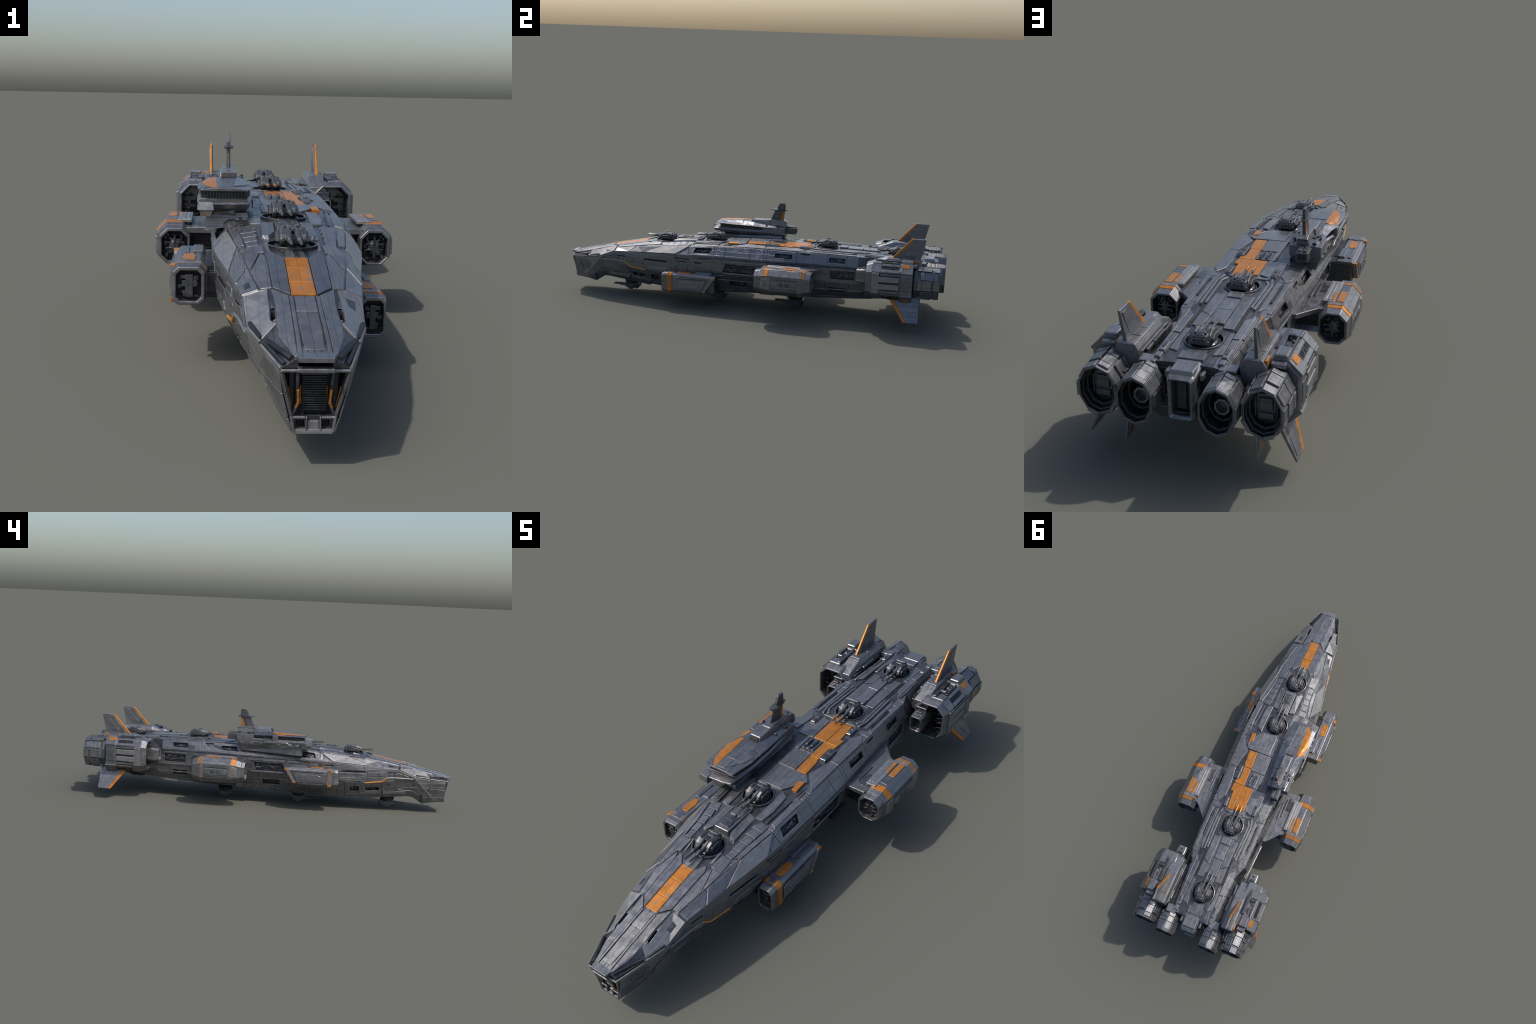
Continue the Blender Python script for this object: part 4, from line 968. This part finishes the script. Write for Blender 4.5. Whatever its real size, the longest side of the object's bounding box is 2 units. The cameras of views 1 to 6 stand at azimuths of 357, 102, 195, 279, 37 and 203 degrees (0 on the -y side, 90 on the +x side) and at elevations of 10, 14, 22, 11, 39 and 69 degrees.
# roof paint and roof features
def roof_patch(poly, name, mat, t=.0012):
    """sheet lying on the faceted roof"""
    bm = bmesh.new(); bm.faces.new([bm.verts.new((x, y, 0)) for x, y in poly])
    for k in range(-23, 3):
        bmesh.ops.bisect_plane(bm, geom=bm.verts[:] + bm.edges[:] + bm.faces[:], plane_co=(0, k * .01, 0), plane_no=(0, 1, 0), dist=1e-5)
    for k in range(-43, -13):
        bmesh.ops.bisect_plane(bm, geom=bm.verts[:] + bm.edges[:] + bm.faces[:], plane_co=(k * .005, 0, 0), plane_no=(1, 0, 0), dist=1e-5)
    ext = bmesh.ops.extrude_face_region(bm, geom=bm.faces[:])
    up = {g for g in ext['geom'] if isinstance(g, bmesh.types.BMVert)}
    for v in bm.verts:
        p, n, _, _ = roof_bvh.ray_cast(Vector((v.co.x, v.co.y, 1)), Vector((0, 0, -1)))
        v.co.z = (p.z if p else .393) + (t if v in up else -.003)
    bmesh.ops.recalc_face_normals(bm, faces=bm.faces)
    return one(bm, name, mat, BR)
roof_patch([(-.174, -.219), (-.164, -.217), (-.168, -.045), (-.186, -.043), (-.196, -.060), (-.204, -.105), (-.198, -.150), (-.195, -.182)], 'roof_stripe', 'orange')
roof_patch([(-.2055, -.105), (-.198, -.062), (-.203, -.062), (-.2095, -.075), (-.211, -.100)], 'roof_stripe', 'tan', .0008)
roof_patch([(-.1625, -.215), (-.128, -.212), (-.128, -.160), (-.1625, -.160)], 'roof_panel', 'hull', .0012)
roof_patch([(-.1625, -.157), (-.124, -.157), (-.118, -.085), (-.1625, -.085)], 'roof_panel', 'blue', .0016)
roof_patch([(-.1245, -.202), (-.116, -.080), (-.079, -.090), (-.092, -.150)], 'roof_panel', 'plate', .0022)
roof_patch([(-.115, -.075), (-.079, -.083), (-.082, -.015), (-.105, -.015)], 'roof_panel', 'hull', .0012)
# sensor box with open front, mast base, mast
one(box(-.160, -.110, -.040, .060, .398, .4215, .002, top=.004, front=.016), 'sensor_box', 'plate', BR)
one(box(-.154, -.116, -.0395, -.010, .4065, .4185, .001, front=.007), 'sensor_slot', 'black', BR)
one(box(-.156, -.110, .03, .150, .392, .414, .002, top=.004), 'mast_deck', 'hull', BR)
one(prism([(.030, .410), (.150, .408), (.158, .416), (.140, .424), (.040, .424)], 'x', -.152, -.116, .0015), 'mast_base', 'plate', BR)
b = Bag(); r = random.Random(12)
for i in range(18):
    x, y = r.uniform(-.186, -.098), r.uniform(.04, .135)
    if -.16 < x < -.112: continue
    b.add(box(x, x + r.uniform(.004, .014), y, y + r.uniform(.006, .02), .392, .398 + r.uniform(0, .006), .001))
b.done('aft_house_greeble', 'mech', BR, 'stuff')
mx = -.134
def blade(y0a, y1a, z0, y0b, y1b, z1, h0, h1):
    bm = loft([[(mx - h0 * .5, y0a, z0), (mx, y0a - .004, z0), (mx + h0 * .5, y0a, z0), (mx + h0, (y0a + y1a) / 2, z0), (mx + h0 * .7, y1a, z0), (mx - h0 * .7, y1a, z0), (mx - h0, (y0a + y1a) / 2, z0)],
               [(mx - h1 * .5, y0b, z1), (mx, y0b - .003, z1), (mx + h1 * .5, y0b, z1), (mx + h1, (y0b + y1b) / 2, z1), (mx + h1 * .7, y1b, z1), (mx - h1 * .7, y1b, z1), (mx - h1, (y0b + y1b) / 2, z1)]])
    return bm
MAST = one(blade(.066, .134, .420, .092, .140, .480, .0060, .0048), 'mast', 'gun', BR)
one(prism([(.118, .424), (.133, .424), (.1385, .472), (.132, .472)], 'x', mx - .0058, mx + .0058, .0004), 'mast_stripe', 'orange', MAST)
one(loft([[(mx + a, c, .4755) for a, c in ((-.006, .068), (.006, .068), (.0125, .090), (.0125, .135), (.006, .153), (-.006, .153), (-.0125, .135), (-.0125, .090))],
          [(mx + a, c, .4805) for a, c in ((-.006, .066), (.006, .066), (.0135, .090), (.0135, .135), (.006, .155), (-.006, .155), (-.0135, .135), (-.0135, .090))]]), 'mast_disc', 'gun', MAST)
bm = loft([[(mx + a, c, .480) for a, c in ((-.0055, .100), (.0055, .100), (.0055, .142), (-.0055, .142))], [(mx + a, c, .492) for a, c in ((-.0055, .100), (.0055, .100), (.0055, .142), (-.0055, .142))],
           [(mx + a, c, .516) for a, c in ((-.0048, .112), (.0048, .112), (.0048, .141), (-.0048, .141))]]); chamfer(bm, .001); one(bm, 'mast_head', 'gun', MAST)
one(rod((-.178, .045, .395), (-.178, .050, .436), .0007, .0004, 5), 'antenna', 'mech', BR)
# tail block
b = Bag().add(box(-.165, -.122, .140, .205, .353, .386, .002), box(-.160, -.146, .15, .20, .385, .3925, .001), box(-.141, -.127, .15, .20, .385, .3925, .001)); TB = b.done('bridge_tail_block', 'gun', BR)
one(box(-.157, -.130, .2045, .2065, .360, .380, 0), 'tail_vent', 'black', TB)

# ------------------------------------------------------------------ keel furniture
r = random.Random(30); b = Bag()
for i in range(120):
    y = r.uniform(-.60, .82); zb = sec(y, 8); x = r.uniform(-1, .8) * (sec(y, 7).x - .012)
    b.add(box(x, x + r.uniform(.006, .024), y, y + r.uniform(.01, .06), zb - r.uniform(.001, .005), zb + .01, .001))
b.done('keel_plating', 'hull', HULL, 'stuff')
for s in (1, -1):
    one(box(min(s * .100, s * .139), max(s * .100, s * .139), .072, .155, .084, .108, .002), 'keel_vent', 'mech', HULL)

for m_ in bpy.data.meshes:
    if m_.users == 0: bpy.data.meshes.remove(m_)
